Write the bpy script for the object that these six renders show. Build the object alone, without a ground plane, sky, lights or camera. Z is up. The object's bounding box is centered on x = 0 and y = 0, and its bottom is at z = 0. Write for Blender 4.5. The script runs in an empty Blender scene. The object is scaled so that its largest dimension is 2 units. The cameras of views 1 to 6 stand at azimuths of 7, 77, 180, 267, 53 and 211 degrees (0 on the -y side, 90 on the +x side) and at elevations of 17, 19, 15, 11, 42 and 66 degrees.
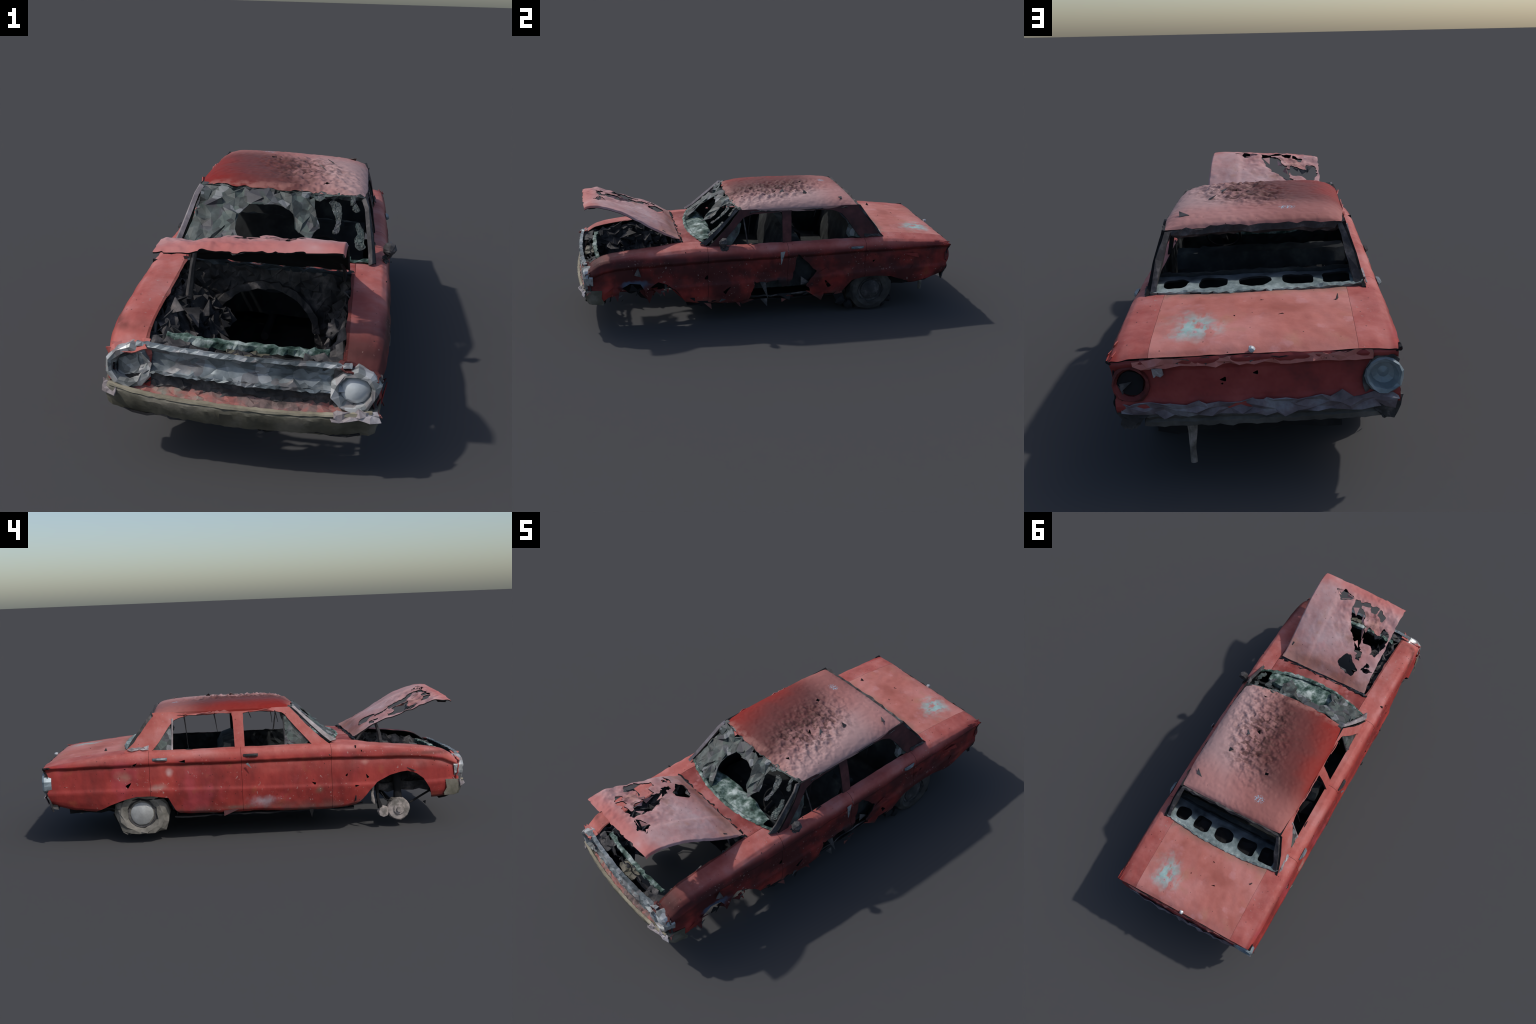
# Burnt-out four-door sedan wreck.  Car frame: nose towards -y, z up, centre plane x = 0.
# All parts are modelled in that frame and hang under one Empty, which carries the lean of the wreck.
import bpy, bmesh, math
import numpy as np
from mathutils import Vector, Matrix

RNG = np.random.RandomState(7)

# ------------------------------------------------------------------ noise
def _hash(ix, iy, iz, seed):
    h = (ix * 374761393 + iy * 668265263 + iz * 2147483647 + seed * 1274126177) & 0xffffffff
    h = ((h ^ (h >> 13)) * 1274126177) & 0xffffffff
    h = ((h ^ (h >> 16)) * 2246822519) & 0xffffffff
    return ((h ^ (h >> 15)) & 0xffffff) / float(0xffffff) * 2 - 1

def noise(p, scale, seed=0):
    """smooth value noise in [-1, 1] for an (n, 3) array"""
    q = np.asarray(p, float) * scale + 57.3
    i = np.floor(q).astype(np.int64)
    f = q - i
    f = f * f * (3 - 2 * f)
    out = 0
    for dx in (0, 1):
        for dy in (0, 1):
            for dz in (0, 1):
                w = (f[:, 0] if dx else 1 - f[:, 0]) * (f[:, 1] if dy else 1 - f[:, 1]) * (f[:, 2] if dz else 1 - f[:, 2])
                out = out + w * _hash(i[:, 0] + dx, i[:, 1] + dy, i[:, 2] + dz, seed)
    return out

def fbm(p, scale, octaves=3, seed=0):
    s, a = 0, 1.0
    for k in range(octaves):
        s = s + a * noise(p, scale * 2 ** k, seed + k)
        a *= 0.5
    return s

def sstep(a, b, x):
    t = np.clip((x - a) / (b - a), 0, 1)
    return t * t * (3 - 2 * t)

def curve(pts):
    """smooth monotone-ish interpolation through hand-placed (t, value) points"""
    pts = sorted(pts)
    xs = np.array([p[0] for p in pts]); ys = np.array([p[1] for p in pts])
    d = np.diff(ys) / np.diff(xs)
    m = np.zeros(len(xs)); m[0] = d[0]; m[-1] = d[-1]
    for i in range(1, len(xs) - 1):
        m[i] = 0 if d[i - 1] * d[i] <= 0 else 2 * d[i - 1] * d[i] / (d[i - 1] + d[i])
    def f(x):
        x = np.clip(np.asarray(x, float), xs[0], xs[-1])
        i = np.clip(np.searchsorted(xs, x) - 1, 0, len(xs) - 2)
        h = xs[i + 1] - xs[i]; t = (x - xs[i]) / h
        return ((2 * t**3 - 3 * t**2 + 1) * ys[i] + (t**3 - 2 * t**2 + t) * h * m[i]
                + (-2 * t**3 + 3 * t**2) * ys[i + 1] + (t**3 - t**2) * h * m[i + 1])
    return f

def poly_sd(a, b, poly):
    """signed distance to a polygon in a plane, negative inside"""
    a = np.asarray(a, float); b = np.asarray(b, float)
    d = np.full(a.shape, 1e9); ins = np.zeros(a.shape, bool)
    n = len(poly)
    for i in range(n):
        x0, y0 = poly[i]; x1, y1 = poly[(i + 1) % n]
        ex, ey = x1 - x0, y1 - y0
        t = np.clip(((a - x0) * ex + (b - y0) * ey) / (ex * ex + ey * ey + 1e-12), 0, 1)
        d = np.minimum(d, np.hypot(a - x0 - t * ex, b - y0 - t * ey))
        c = (y0 > b) != (y1 > b)
        with np.errstate(divide='ignore', invalid='ignore'):
            xi = (x1 - x0) * (b - y0) / (y1 - y0 + 1e-15) + x0
        ins ^= c & (a < xi)
    return np.where(ins, -d, d)

# ------------------------------------------------------------------ materials
class Mat:
    def __init__(self, name, rough=0.7, metal=0.0, spec=0.3):
        self.m = bpy.data.materials.new(name); self.m.use_nodes = True
        self.t = self.m.node_tree; self.b = self.t.nodes["Principled BSDF"]
        self.b.inputs["Roughness"].default_value = rough
        self.b.inputs["Metallic"].default_value = metal
        self.b.inputs["Specular IOR Level"].default_value = spec
        self.co = self.t.nodes.new("ShaderNodeTexCoord").outputs["Object"]
    def link(self, a, b): self.t.links.new(a, b)
    def node(self, kind, **kw):
        n = self.t.nodes.new(kind)
        for k, v in kw.items(): setattr(n, k, v)
        return n
    def mapping(self, scale=(1, 1, 1), loc=(0, 0, 0)):
        n = self.node("ShaderNodeMapping"); n.inputs["Scale"].default_value = scale
        n.inputs["Location"].default_value = loc
        self.link(self.co, n.inputs["Vector"]); return n.outputs[0]
    def noise(self, scale, detail=4, rough=0.55, vec=None, distort=0.0):
        n = self.node("ShaderNodeTexNoise"); n.inputs["Scale"].default_value = scale
        n.inputs["Detail"].default_value = detail; n.inputs["Roughness"].default_value = rough
        n.inputs["Distortion"].default_value = distort
        self.link(vec if vec is not None else self.co, n.inputs["Vector"]); return n.outputs["Fac"]
    def ramp(self, fac, stops, interp='LINEAR'):
        n = self.node("ShaderNodeValToRGB"); r = n.color_ramp; r.interpolation = interp
        while len(r.elements) < len(stops): r.elements.new(0.5)
        for e, (p, c) in zip(r.elements, stops):
            e.position = p; e.color = (c[0], c[1], c[2], 1) if hasattr(c, '__len__') else (c, c, c, 1)
        self.link(fac, n.inputs["Fac"]); return n.outputs["Color"]
    def step(self, fac, a, b):
        n = self.node("ShaderNodeMapRange"); n.interpolation_type = 'SMOOTHSTEP'
        n.inputs["From Min"].default_value = a; n.inputs["From Max"].default_value = b
        self.link(fac, n.inputs["Value"]); return n.outputs["Result"]
    def math(self, op, a, b=None):
        n = self.node("ShaderNodeMath", operation=op, use_clamp=(op != 'SUBTRACT'))
        for i, v in enumerate((a, b)):
            if v is None: continue
            if isinstance(v, (int, float)): n.inputs[i].default_value = v
            else: self.link(v, n.inputs[i])
        return n.outputs[0]
    def mix(self, fac, a, b, mode='MIX'):
        n = self.node("ShaderNodeMix", data_type='RGBA', blend_type=mode)
        for s, v in ((n.inputs[0], fac), (n.inputs[6], a), (n.inputs[7], b)):
            if isinstance(v, (int, float)): s.default_value = v
            elif isinstance(v, tuple): s.default_value = (v[0], v[1], v[2], 1)
            else: self.link(v, s)
        return n.outputs[2]
    def xyz(self):
        n = self.node("ShaderNodeSeparateXYZ"); self.link(self.co, n.inputs[0]); return n.outputs
    def spot(self, c, r, ragged=0.5, nscale=30, soft=0.55):
        """mask: a ragged ellipsoidal patch of radii r round c"""
        m = self.node("ShaderNodeMapping", vector_type='POINT')
        m.inputs["Location"].default_value = tuple(-a / b for a, b in zip(c, r))
        m.inputs["Scale"].default_value = tuple(1 / b for b in r)
        self.link(self.co, m.inputs["Vector"])
        l = self.node("ShaderNodeVectorMath", operation='LENGTH'); self.link(m.outputs[0], l.inputs[0])
        nz = self.noise(nscale, 3)
        n2 = self.math('MULTIPLY', nz, ragged * 2)
        v = self.node("ShaderNodeMath", operation='ADD'); self.link(l.outputs["Value"], v.inputs[0]); self.link(n2, v.inputs[1])
        s = self.node("ShaderNodeMapRange"); s.interpolation_type = 'SMOOTHSTEP'
        s.inputs["From Min"].default_value = 1 + ragged; s.inputs["From Max"].default_value = 1 + ragged - soft
        self.link(v.outputs[0], s.inputs["Value"]); return s.outputs["Result"]
    def specks(self, scale, size):
        v = self.node("ShaderNodeTexVoronoi"); v.inputs["Scale"].default_value = scale
        self.link(self.co, v.inputs["Vector"])
        return self.step(v.outputs["Distance"], size, size * 0.6)
    def bump(self, h, strength=0.3, dist=0.004):
        n = self.node("ShaderNodeBump"); n.inputs["Strength"].default_value = strength
        n.inputs["Distance"].default_value = dist
        self.link(h, n.inputs["Height"]); self.link(n.outputs[0], self.b.inputs["Normal"])
    def out(self, col):
        if isinstance(col, tuple): self.b.inputs["Base Color"].default_value = (*col, 1)
        else: self.link(col, self.b.inputs["Base Color"])
        return self.m

RED = (0.43, 0.052, 0.046)
def mat_side(name, p_side):
    m = Mat(name, 0.62, 0, .18)
    big = m.noise(6, 6, .62, vec=m.mapping((1, 1, .5)))
    col = m.ramp(big, [(.34, (.165, .026, .024)), (.5, (.27, .034, .030)), (.66, (.37, .052, .042))])
    rosy = m.step(m.noise(7, 3, vec=m.mapping((1, 1, .5), (3, 1, 7))), .55, .72)
    col = m.mix(m.math('MULTIPLY', rosy, .5), col, (.37, .056, .074))
    rust = m.step(m.noise(11, 5, vec=m.mapping((1, 1, 1), (8, 3, 1))), .60, .74)
    col = m.mix(m.math('MULTIPLY', rust, .5), col, (.26, .075, .035))
    # chalky faded shoulder above the crease
    z = m.xyz()[2]
    axn = m.node("ShaderNodeMath", operation='ABSOLUTE'); m.link(m.xyz()[0], axn.inputs[0])
    inboard = m.math('MAXIMUM', m.step(axn.outputs[0], .362, .338), m.step(z, .368, .402))
    fade = m.math('MULTIPLY', inboard, m.step(m.noise(9, 4), .10, .45))
    fade = m.math('MULTIPLY', fade, m.step(z, .27, .31))
    bl = m.ramp(m.noise(7, 6, .62), [(.34, (.39, .092, .078)), (.5, (.475, .145, .125)), (.66, (.53, .215, .20))])
    col = m.mix(m.math('MULTIPLY', fade, .85), col, bl)
    crease = m.math('MULTIPLY', m.spot((0, 0, .352), (5, 5, .016), .35, 12, .9), m.step(m.noise(10, 4), .30, .60))  # dark band painted along the crease: grime and its shadow
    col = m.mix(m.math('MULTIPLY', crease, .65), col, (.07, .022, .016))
    # scuffs to primer and road dirt along the sill
    dirt = m.math('MULTIPLY', m.step(z, .175, .11), m.step(m.noise(13, 5), .38, .62))
    col = m.mix(m.math('MULTIPLY', dirt, .7), col, (.13, .085, .075))
    if p_side:
        for c, r, k in (((-.37, -.02, .165), (.1, .075, .03), (.36, .36, .40)), ((-.37, .41, .318), (.1, .02, .02), (.55, .38, .36)),
                        ((-.37, .46, .252), (.1, .05, .02), (.33, .21, .18)), ((-.37, .62, .31), (.1, .04, .03), (.36, .17, .13)),
                        ((-.37, -.287, .205), (.1, .026, .022), (.17, .10, .07)), ((-.37, -.50, .325), (.1, .022, .016), (.46, .22, .19)),
                        ((-.37, .10, .14), (.1, .10, .014), (.16, .10, .08))):
            col = m.mix(m.math('MULTIPLY', m.spot(c, tuple(1.25 * q for q in r), .6, 22, 1.25), .9), col, k)
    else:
        soot = m.math('MULTIPLY', m.step(m.noise(5, 5, vec=m.mapping((1, 1, 1), (2, 9, 4))), .33, .55), m.step(z, .40, .365))  # far flank's baked shade, painted in as patchy dark soot colour
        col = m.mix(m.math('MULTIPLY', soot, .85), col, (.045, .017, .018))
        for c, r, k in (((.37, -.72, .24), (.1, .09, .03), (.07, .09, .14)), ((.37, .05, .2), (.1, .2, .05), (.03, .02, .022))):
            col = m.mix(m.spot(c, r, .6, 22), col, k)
    col = m.mix(m.math('MULTIPLY', m.specks(34, .09), .85), col, (.012, .01, .01))
    chip = m.math('MULTIPLY', m.step(m.noise(85, 2), .66, .70), m.step(m.noise(9, 2, vec=m.mapping((1, 1, 1), (5, 5, 5))), .48, .58))
    col = m.mix(m.math('MULTIPLY', chip, .6), col, (.40, .27, .25))
    m.bump(m.noise(60, 4), .25, .004)
    return m.out(col)

def mat_top(name, a, b, c, extra=None, scale=5):
    """sun-bleached, chalky upper panels"""
    m = Mat(name, 0.68, 0, .2)
    col = m.ramp(m.noise(scale, 6, .62), [(.34, a), (.5, b), (.66, c)])
    och = m.step(m.noise(8, 4, vec=m.mapping((1, 1, 1), (4, 2, 8))), .58, .72)
    col = m.mix(m.math('MULTIPLY', och, .4), col, (.44, .21, .13))
    col = m.mix(m.math('MULTIPLY', m.step(m.noise(16, 4, vec=m.mapping((1, 1, 1), (1, 6, 2))), .58, .70), .45), col, (.58, .27, .27))
    pk = m.step(m.noise(6.5, 4, vec=m.mapping((1, 1, 1), (7, 7, 3))), .52, .70)
    col = m.mix(m.math('MULTIPLY', pk, .5), col, tuple(v * .78 for v in a))
    wash = m.step(m.noise(3.2, 3, vec=m.mapping((1, 1, 1), (2, 5, 9))), .50, .66)
    col = m.mix(m.math('MULTIPLY', wash, .45), col, (c[0] * 1.02, c[1] * 1.12, c[2] * 1.12))
    if extra: col = extra(m, col)
    col = m.mix(m.math('MULTIPLY', m.specks(30, .075), .8), col, (.02, .014, .014))
    m.bump(m.noise(55, 4), .3, .004)
    return m.out(col)

def deck_extra(m, col):
    p = m.math('MULTIPLY', m.spot((.172, .845, .41), (.10, .12, .08), .7, 14, .9), m.step(m.noise(22, 4, .6, vec=m.mapping((1.3, .6, 1))), .36, .52))
    teal = m.ramp(m.noise(30, 3), [(.35, (.52, .30, .32)), (.5, (.26, .48, .45)), (.65, (.40, .52, .52))])
    col = m.mix(m.math('MULTIPLY', p, .9), col, teal)
    y = m.xyz()[1]
    rim = m.math('MULTIPLY', m.step(y, .665, .615), m.step(m.noise(20, 4), .35, .55))
    return m.mix(m.math('MULTIPLY', rim, .7), col, (.26, .15, .11))

def hood_extra(m, col):
    x, y, z = m.xyz()
    nose = m.math('MULTIPLY', m.step(y, -.86, -.92), m.step(m.noise(7, 3), .25, .5))
    col = m.mix(m.math('MULTIPLY', nose, .7), col, (.47, .135, .12))
    back = m.math('MULTIPLY', m.step(y, -.58, -.50), m.step(m.noise(9, 4), .35, .6))
    col = m.mix(m.math('MULTIPLY', back, .55), col, (.36, .15, .10))
    burn = m.math('MULTIPLY', m.spot((-.11, -.76, .58), (.13, .15, .3), .5, 18, .6), m.step(m.noise(30, 5), .46, .62))
    return m.mix(m.math('MULTIPLY', burn, .7), col, (.16, .075, .07))

def roof_mat():
    m = Mat("roof_paint", 0.66, 0, .2)
    x, y, z = m.xyz()
    wob = m.noise(3.5, 4)
    ax = m.node("ShaderNodeMath", operation='MULTIPLY_ADD'); m.link(wob, ax.inputs[0]); ax.inputs[1].default_value = .30
    m.link(x, ax.inputs[2])
    by = m.node("ShaderNodeMath", operation='MULTIPLY_ADD'); m.link(y, by.inputs[0]); by.inputs[1].default_value = .28
    m.link(ax.outputs[0], by.inputs[2])
    t = m.step(by.outputs[0], -.16, .46)
    tt = m.node("ShaderNodeMapRange"); tt.inputs["From Min"].default_value = -.13; tt.inputs["From Max"].default_value = .45
    m.link(by.outputs[0], tt.inputs["Value"]); t = tt.outputs["Result"]
    col = m.ramp(t, [(.0, (.24, .016, .011)), (.14, (.22, .026, .020)), (.30, (.15, .038, .034)), (.50, (.135, .052, .048)),
                     (.68, (.34, .175, .165)), (.84, (.43, .27, .26)), (1, (.41, .255, .245))])
    rear = m.step(y, .22, .40)
    col = m.mix(m.math('MULTIPLY', rear, .62), col, (.43, .17, .15))
    # dark brown mottling over the dimpled patch
    g = m.step(m.noise(46, 3, .5, vec=m.mapping((.75, 1.1, 1)), distort=.5), .44, .60)
    zone = m.spot((.06, .05, .63), (.20, .30, .3), .45, 9, .8)
    col = m.mix(m.math('MULTIPLY', m.math('MULTIPLY', g, zone), .85), col, (.075, .032, .027))
    blue = m.math('MULTIPLY', m.spot((-.096, .373, .624), (.030, .026, .05), .3, 30, .4), m.step(m.noise(210, 2), .56, .60))
    col = m.mix(blue, col, (.30, .50, .62))
    fr = m.math('MULTIPLY', m.step(y, -.13, -.185), m.step(m.noise(24, 3), .4, .6))
    col = m.mix(m.math('MULTIPLY', fr, .5), col, (.42, .20, .17))
    col = m.mix(m.math('MULTIPLY', m.specks(26, .06), .8), col, (.02, .014, .014))
    m.bump(m.noise(55, 4), .3, .004)
    return m.out(col)

def sharded(name, stops, tints, scale=30, rough=.5, metal=0.0, amount=.6):
    """mottled surface broken into flat scraps of slightly different tint"""
    m = Mat(name, rough, metal)
    col = m.ramp(m.noise(16, 4, .6), stops)
    v = m.node("ShaderNodeTexVoronoi"); v.inputs["Scale"].default_value = scale
    m.link(m.co, v.inputs["Vector"])
    sep = m.node("ShaderNodeSeparateColor"); m.link(v.outputs["Color"], sep.inputs[0])
    col = m.mix(amount, col, m.ramp(sep.outputs[0], tints, 'CONSTANT'))
    m.bump(m.noise(50, 4), .2, .004)
    return m.out(col)

def mottled(name, stops, scale=14, rough=.7, metal=0.0, bump=.3, detail=5):
    m = Mat(name, rough, metal)
    col = m.ramp(m.noise(scale, detail, .62), stops)
    m.bump(m.noise(50, 4), bump, .004)
    return m.out(col)

M = {}
def make_materials():
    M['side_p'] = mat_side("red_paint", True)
    M['side_q'] = mat_side("shaded_red_paint", False)
    M['deck'] = mat_top("bleached_deck_paint", (.41, .12, .095), (.485, .165, .138), (.54, .215, .19), deck_extra)
    M['fender_top'] = mat_top("fender_paint", (.42, .09, .08), (.49, .125, .115), (.55, .18, .17))
    M['cowl'] = mat_top("cowl_paint", (.18, .035, .032), (.27, .055, .048), (.42, .15, .14), scale=9)
    M['hood'] = mat_top("bleached_hood_paint", (.40, .165, .155), (.49, .275, .268), (.55, .37, .37), hood_extra)
    M['roof'] = roof_mat()
    M['soot'] = mottled("soot", [(.3, (.006, .006, .007)), (.6, (.014, .014, .016)), (.8, (.035, .034, .036))], 9, .9)
    M['burnt'] = mottled("burnt_steel", [(.3, (.02, .02, .022)), (.5, (.05, .048, .05)), (.62, (.12, .11, .11)), (.75, (.22, .19, .18))], 16, .75)
    M['pillar_q'] = mottled("shaded_sooty_pillar_paint", [(.3, (.03, .014, .016)), (.55, (.085, .028, .03)), (.75, (.15, .05, .05))], 10, .7)  # far pillars: baked shade painted into the colour, with some real soot
    M['chrome'] = sharded("dull_bright_metal", [(.30, (.04, .048, .052)), (.45, (.115, .135, .145)), (.58, (.22, .25, .265)), (.74, (.44, .46, .47))],
                          [(0, (.07, .08, .085)), (.25, (.16, .19, .205)), (.5, (.27, .30, .315)), (.7, (.20, .175, .175)), (.85, (.47, .48, .49))], 30, .45, .25, .45)
    M['bezel'] = sharded("pale_lamp_bezel", [(.3, (.12, .13, .135)), (.5, (.30, .32, .32)), (.7, (.55, .56, .56))],
                         [(0, (.14, .15, .155)), (.25, (.36, .37, .365)), (.55, (.50, .50, .51)), (.75, (.26, .22, .22)), (.88, (.62, .62, .62))], 38, .4, .2, .6)
    M['white_trim'] = mottled("pale_trim", [(.3, (.14, .12, .125)), (.5, (.30, .26, .265)), (.75, (.55, .53, .55))], 15, .5)
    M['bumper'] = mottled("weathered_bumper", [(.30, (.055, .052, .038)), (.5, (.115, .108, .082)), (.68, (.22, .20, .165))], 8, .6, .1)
    M['olive'] = mottled("olive_highlight", [(.3, (.16, .13, .10)), (.5, (.29, .26, .19)), (.68, (.38, .34, .26))], 12, .7)
    M['valance'] = mottled("rusty_valance", [(.30, (.08, .06, .056)), (.42, (.20, .135, .125)), (.53, (.34, .12, .105)), (.64, (.24, .21, .175)), (.78, (.20, .24, .215))], 11)
    M['glass'] = sharded("sooty_crazed_glass", [(.32, (.014, .016, .016)), (.45, (.042, .050, .048)), (.57, (.08, .10, .095)), (.72, (.18, .21, .205))],
                         [(0, (.03, .032, .031)), (.22, (.075, .085, .08)), (.45, (.11, .14, .125)), (.62, (.09, .085, .095)), (.8, (.05, .07, .066)), (.93, (.26, .27, .28))], 34, .55)
    M['dash'] = mottled("peeling_dashboard", [(.34, (.012, .026, .02)), (.45, (.045, .085, .068)), (.54, (.15, .21, .185)), (.66, (.44, .50, .48))], 24, .65)
    m = Mat("ashen_shelf", .75)
    pale = m.ramp(m.noise(15, 5, .62), [(.3, (.06, .085, .085)), (.48, (.19, .235, .23)), (.62, (.36, .42, .41)), (.8, (.48, .53, .51))])
    dk = m.ramp(m.noise(12, 4), [(.35, (.018, .025, .032)), (.7, (.09, .11, .13))])
    M['shelf'] = m.out(m.mix(m.step(m.xyz()[1], .52, .575), dk, pale))
    M['rear_iron'] = mottled("grimy_rear_iron", [(.3, (.05, .048, .046)), (.5, (.10, .095, .09)), (.7, (.17, .165, .16))], 10, .65)
    M['plum'] = mottled("torn_bare_steel", [(.3, (.07, .06, .07)), (.5, (.16, .13, .15)), (.65, (.24, .24, .27)), (.8, (.34, .36, .40))], 14, .6)
    M['seat'] = mottled("burnt_upholstery", [(.3, (.012, .013, .015)), (.55, (.028, .032, .034)), (.75, (.07, .075, .07))], 12, .9)
    M['tyre'] = mottled("ashen_tyre", [(.28, (.07, .066, .058)), (.45, (.16, .15, .13)), (.6, (.25, .23, .205)), (.78, (.42, .35, .30))], 12, .85)
    M['tyre_dark'] = mottled("dark_tyre", [(.3, (.025, .024, .024)), (.55, (.055, .052, .05)), (.75, (.11, .10, .09))], 12, .85)
    M['hub'] = mottled("dull_hubcap", [(.28, (.26, .26, .255)), (.5, (.38, .385, .38)), (.75, (.55, .55, .54))], 10, .45, .2)
    M['drum'] = mottled("rusty_drum", [(.28, (.07, .06, .052)), (.45, (.17, .155, .14)), (.6, (.38, .33, .31)), (.75, (.46, .38, .34))], 16, .75)
    M['rear'] = mottled("rear_panel_paint", [(.3, (.15, .03, .03)), (.5, (.27, .04, .038)), (.68, (.34, .065, .058))], 9, .6)
    M['lens'] = mottled("headlamp_glass", [(.3, (.40, .43, .45)), (.55, (.58, .62, .64)), (.75, (.75, .78, .80))], 9, .25, .1, .1)
    M['tail'] = mottled("tail_lamp_ring", [(.3, (.12, .155, .175)), (.5, (.22, .27, .30)), (.75, (.38, .43, .46))], 9, .4, .2, .1)
    M['socket'] = mottled("lamp_socket", [(.35, (.06, .016, .015)), (.7, (.22, .04, .038))], 12, .7)

# ------------------------------------------------------------------ mesh helpers
ROOT = None
def add_object(name, me, parent=None):
    ob = bpy.data.objects.new(name, me)
    bpy.context.scene.collection.objects.link(ob)
    ob.parent = parent or ROOT
    return ob

def make_mesh(name, verts, faces, mats, face_mat=None, smooth=40):
    me = bpy.data.meshes.new(name)
    me.from_pydata([tuple(v) for v in verts], [], [tuple(int(i) for i in f) for f in faces])
    for m in mats: me.materials.append(M[m])
    if face_mat is not None: me.polygons.foreach_set("material_index", np.asarray(face_mat, np.int32))
    if smooth:
        me.polygons.foreach_set("use_smooth", np.ones(len(me.polygons), bool))
        me.set_sharp_from_angle(angle=math.radians(smooth))
    me.update()
    return me

def clip(V, F, sd):
    """cut a triangle mesh at sd = 0, keeping sd >= 0"""
    ins = sd >= 0
    k = ins[F].sum(1)
    keep = [F[k == 3]]
    V = list(V); cache = {}
    def cut(i, j):
        key = (min(i, j), max(i, j))
        if key not in cache:
            t = sd[i] / (sd[i] - sd[j])
            cache[key] = len(V); V.append(V[i] + t * (V[j] - V[i]))
        return cache[key]
    new = []
    for f in F[(k == 1) | (k == 2)]:
        a, b, c = f
        while not (ins[a] and not ins[c]): a, b, c = b, c, a
        if ins[b]:
            p, q = cut(b, c), cut(a, c)
            new += [(a, b, p), (a, p, q)]
        else:
            p, q = cut(a, b), cut(a, c)
            new.append((a, p, q))
    if new: keep.append(np.array(new))
    F = np.concatenate(keep) if keep else np.zeros((0, 3), int)
    V = np.array(V)
    used = np.unique(F); remap = np.zeros(len(V), int); remap[used] = np.arange(len(used))
    return V[used], remap[F]

def grid_faces(nu, nv, flip=False, rng=None):
    i, j = np.meshgrid(np.arange(nu - 1), np.arange(nv - 1), indexing='ij')
    a = (i * nv + j).ravel(); b = a + nv; c = b + 1; d = a + 1
    if rng is None:
        F = np.concatenate([np.stack([a, b, c], 1), np.stack([a, c, d], 1)])
    else:
        s = rng.rand(len(a)) < .5
        F = np.concatenate([np.where(s[:, None], np.stack([a, b, c], 1), np.stack([a, b, d], 1)),
                            np.where(s[:, None], np.stack([a, c, d], 1), np.stack([b, c, d], 1))])
    return F[:, ::-1] if flip else F

def orient(V, F, out):
    """turn a sheet so that its faces look along `out`"""
    n = np.cross(V[F[:, 1]] - V[F[:, 0]], V[F[:, 2]] - V[F[:, 0]]).sum(0)
    return F if n @ np.array(out, float) >= 0 else F[:, ::-1]

def thicken(V, F, t):
    """closed plate: outer skin plus a skin moved inwards by t, joined at every border"""
    n = np.zeros_like(V); fn = np.cross(V[F[:, 1]] - V[F[:, 0]], V[F[:, 2]] - V[F[:, 0]])
    for k in range(3): np.add.at(n, F[:, k], fn)
    n /= np.linalg.norm(n, axis=1)[:, None] + 1e-12
    N = len(V); W = np.concatenate([V, V - n * t])
    e = np.concatenate([F[:, [0, 1]], F[:, [1, 2]], F[:, [2, 0]]])
    key = np.sort(e, 1); key = key[:, 0].astype(np.int64) * N + key[:, 1]
    _, inv, cnt = np.unique(key, return_inverse=True, return_counts=True)
    b = e[cnt[inv] == 1]
    rim = np.concatenate([np.stack([b[:, 1], b[:, 0], b[:, 0] + N], 1), np.stack([b[:, 1], b[:, 0] + N, b[:, 1] + N], 1)])
    faces = np.concatenate([F, F[:, ::-1] + N, rim])
    tag = np.concatenate([np.zeros(len(F), int), np.ones(len(F), int), np.full(len(rim), 2)])
    return W, faces, tag

def plate(name, V, F, out, t, mats, cuts=(), smooth=45, rim=1, parent=None):
    """sheet-metal part: mats = (outside, inside)"""
    for c in cuts:
        V, F = clip(V, F, c(V))
    F = orient(V, F, out)
    W, faces, tag = thicken(V, F, t)
    fm = np.where(tag == 0, 0, np.where(tag == 1, len(mats) - 1, rim if len(mats) > 1 else 0))
    return add_object(name, make_mesh(name, W, faces, mats, fm, smooth), parent)

def loft(name, rings, mats, smooth=40, cap=True, closed=True, parent=None):
    rings = np.array(rings); nu, nv = rings.shape[:2]
    V = rings.reshape(-1, 3); F = []
    for i in range(nu - 1):
        for j in range(nv if closed else nv - 1):
            k = (j + 1) % nv
            F.append((i * nv + j, i * nv + k, (i + 1) * nv + k, (i + 1) * nv + j))
    if cap and closed:
        F.append(tuple(range(nv))[::-1]); F.append(tuple((nu - 1) * nv + j for j in range(nv)))
    me = make_mesh(name, V, F, mats, None, smooth)
    bm = bmesh.new(); bm.from_mesh(me); bmesh.ops.recalc_face_normals(bm, faces=bm.faces); bm.to_mesh(me); bm.free()
    return add_object(name, me, parent)

def tube(name, pts, radii, mats, n=10, smooth=50, jitter=0.0, seed=0, parent=None, flat=1.0):
    pts = np.array(pts, float); r = np.broadcast_to(radii, (len(pts),)); rng = np.random.RandomState(seed)
    rings = []
    for i, p in enumerate(pts):
        d = pts[min(i + 1, len(pts) - 1)] - pts[max(i - 1, 0)]; d /= np.linalg.norm(d)
        a = np.cross(d, [0, 0, 1] if abs(d[2]) < .9 else [1, 0, 0]); a /= np.linalg.norm(a); b = np.cross(d, a)
        th = np.arange(n) / n * 2 * math.pi
        rr = r[i] * (1 + jitter * rng.randn(n))
        rings.append(p + np.outer(rr * np.cos(th), a) + np.outer(rr * np.sin(th) * flat, b))
    return loft(name, rings, mats, smooth, parent=parent)

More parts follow.
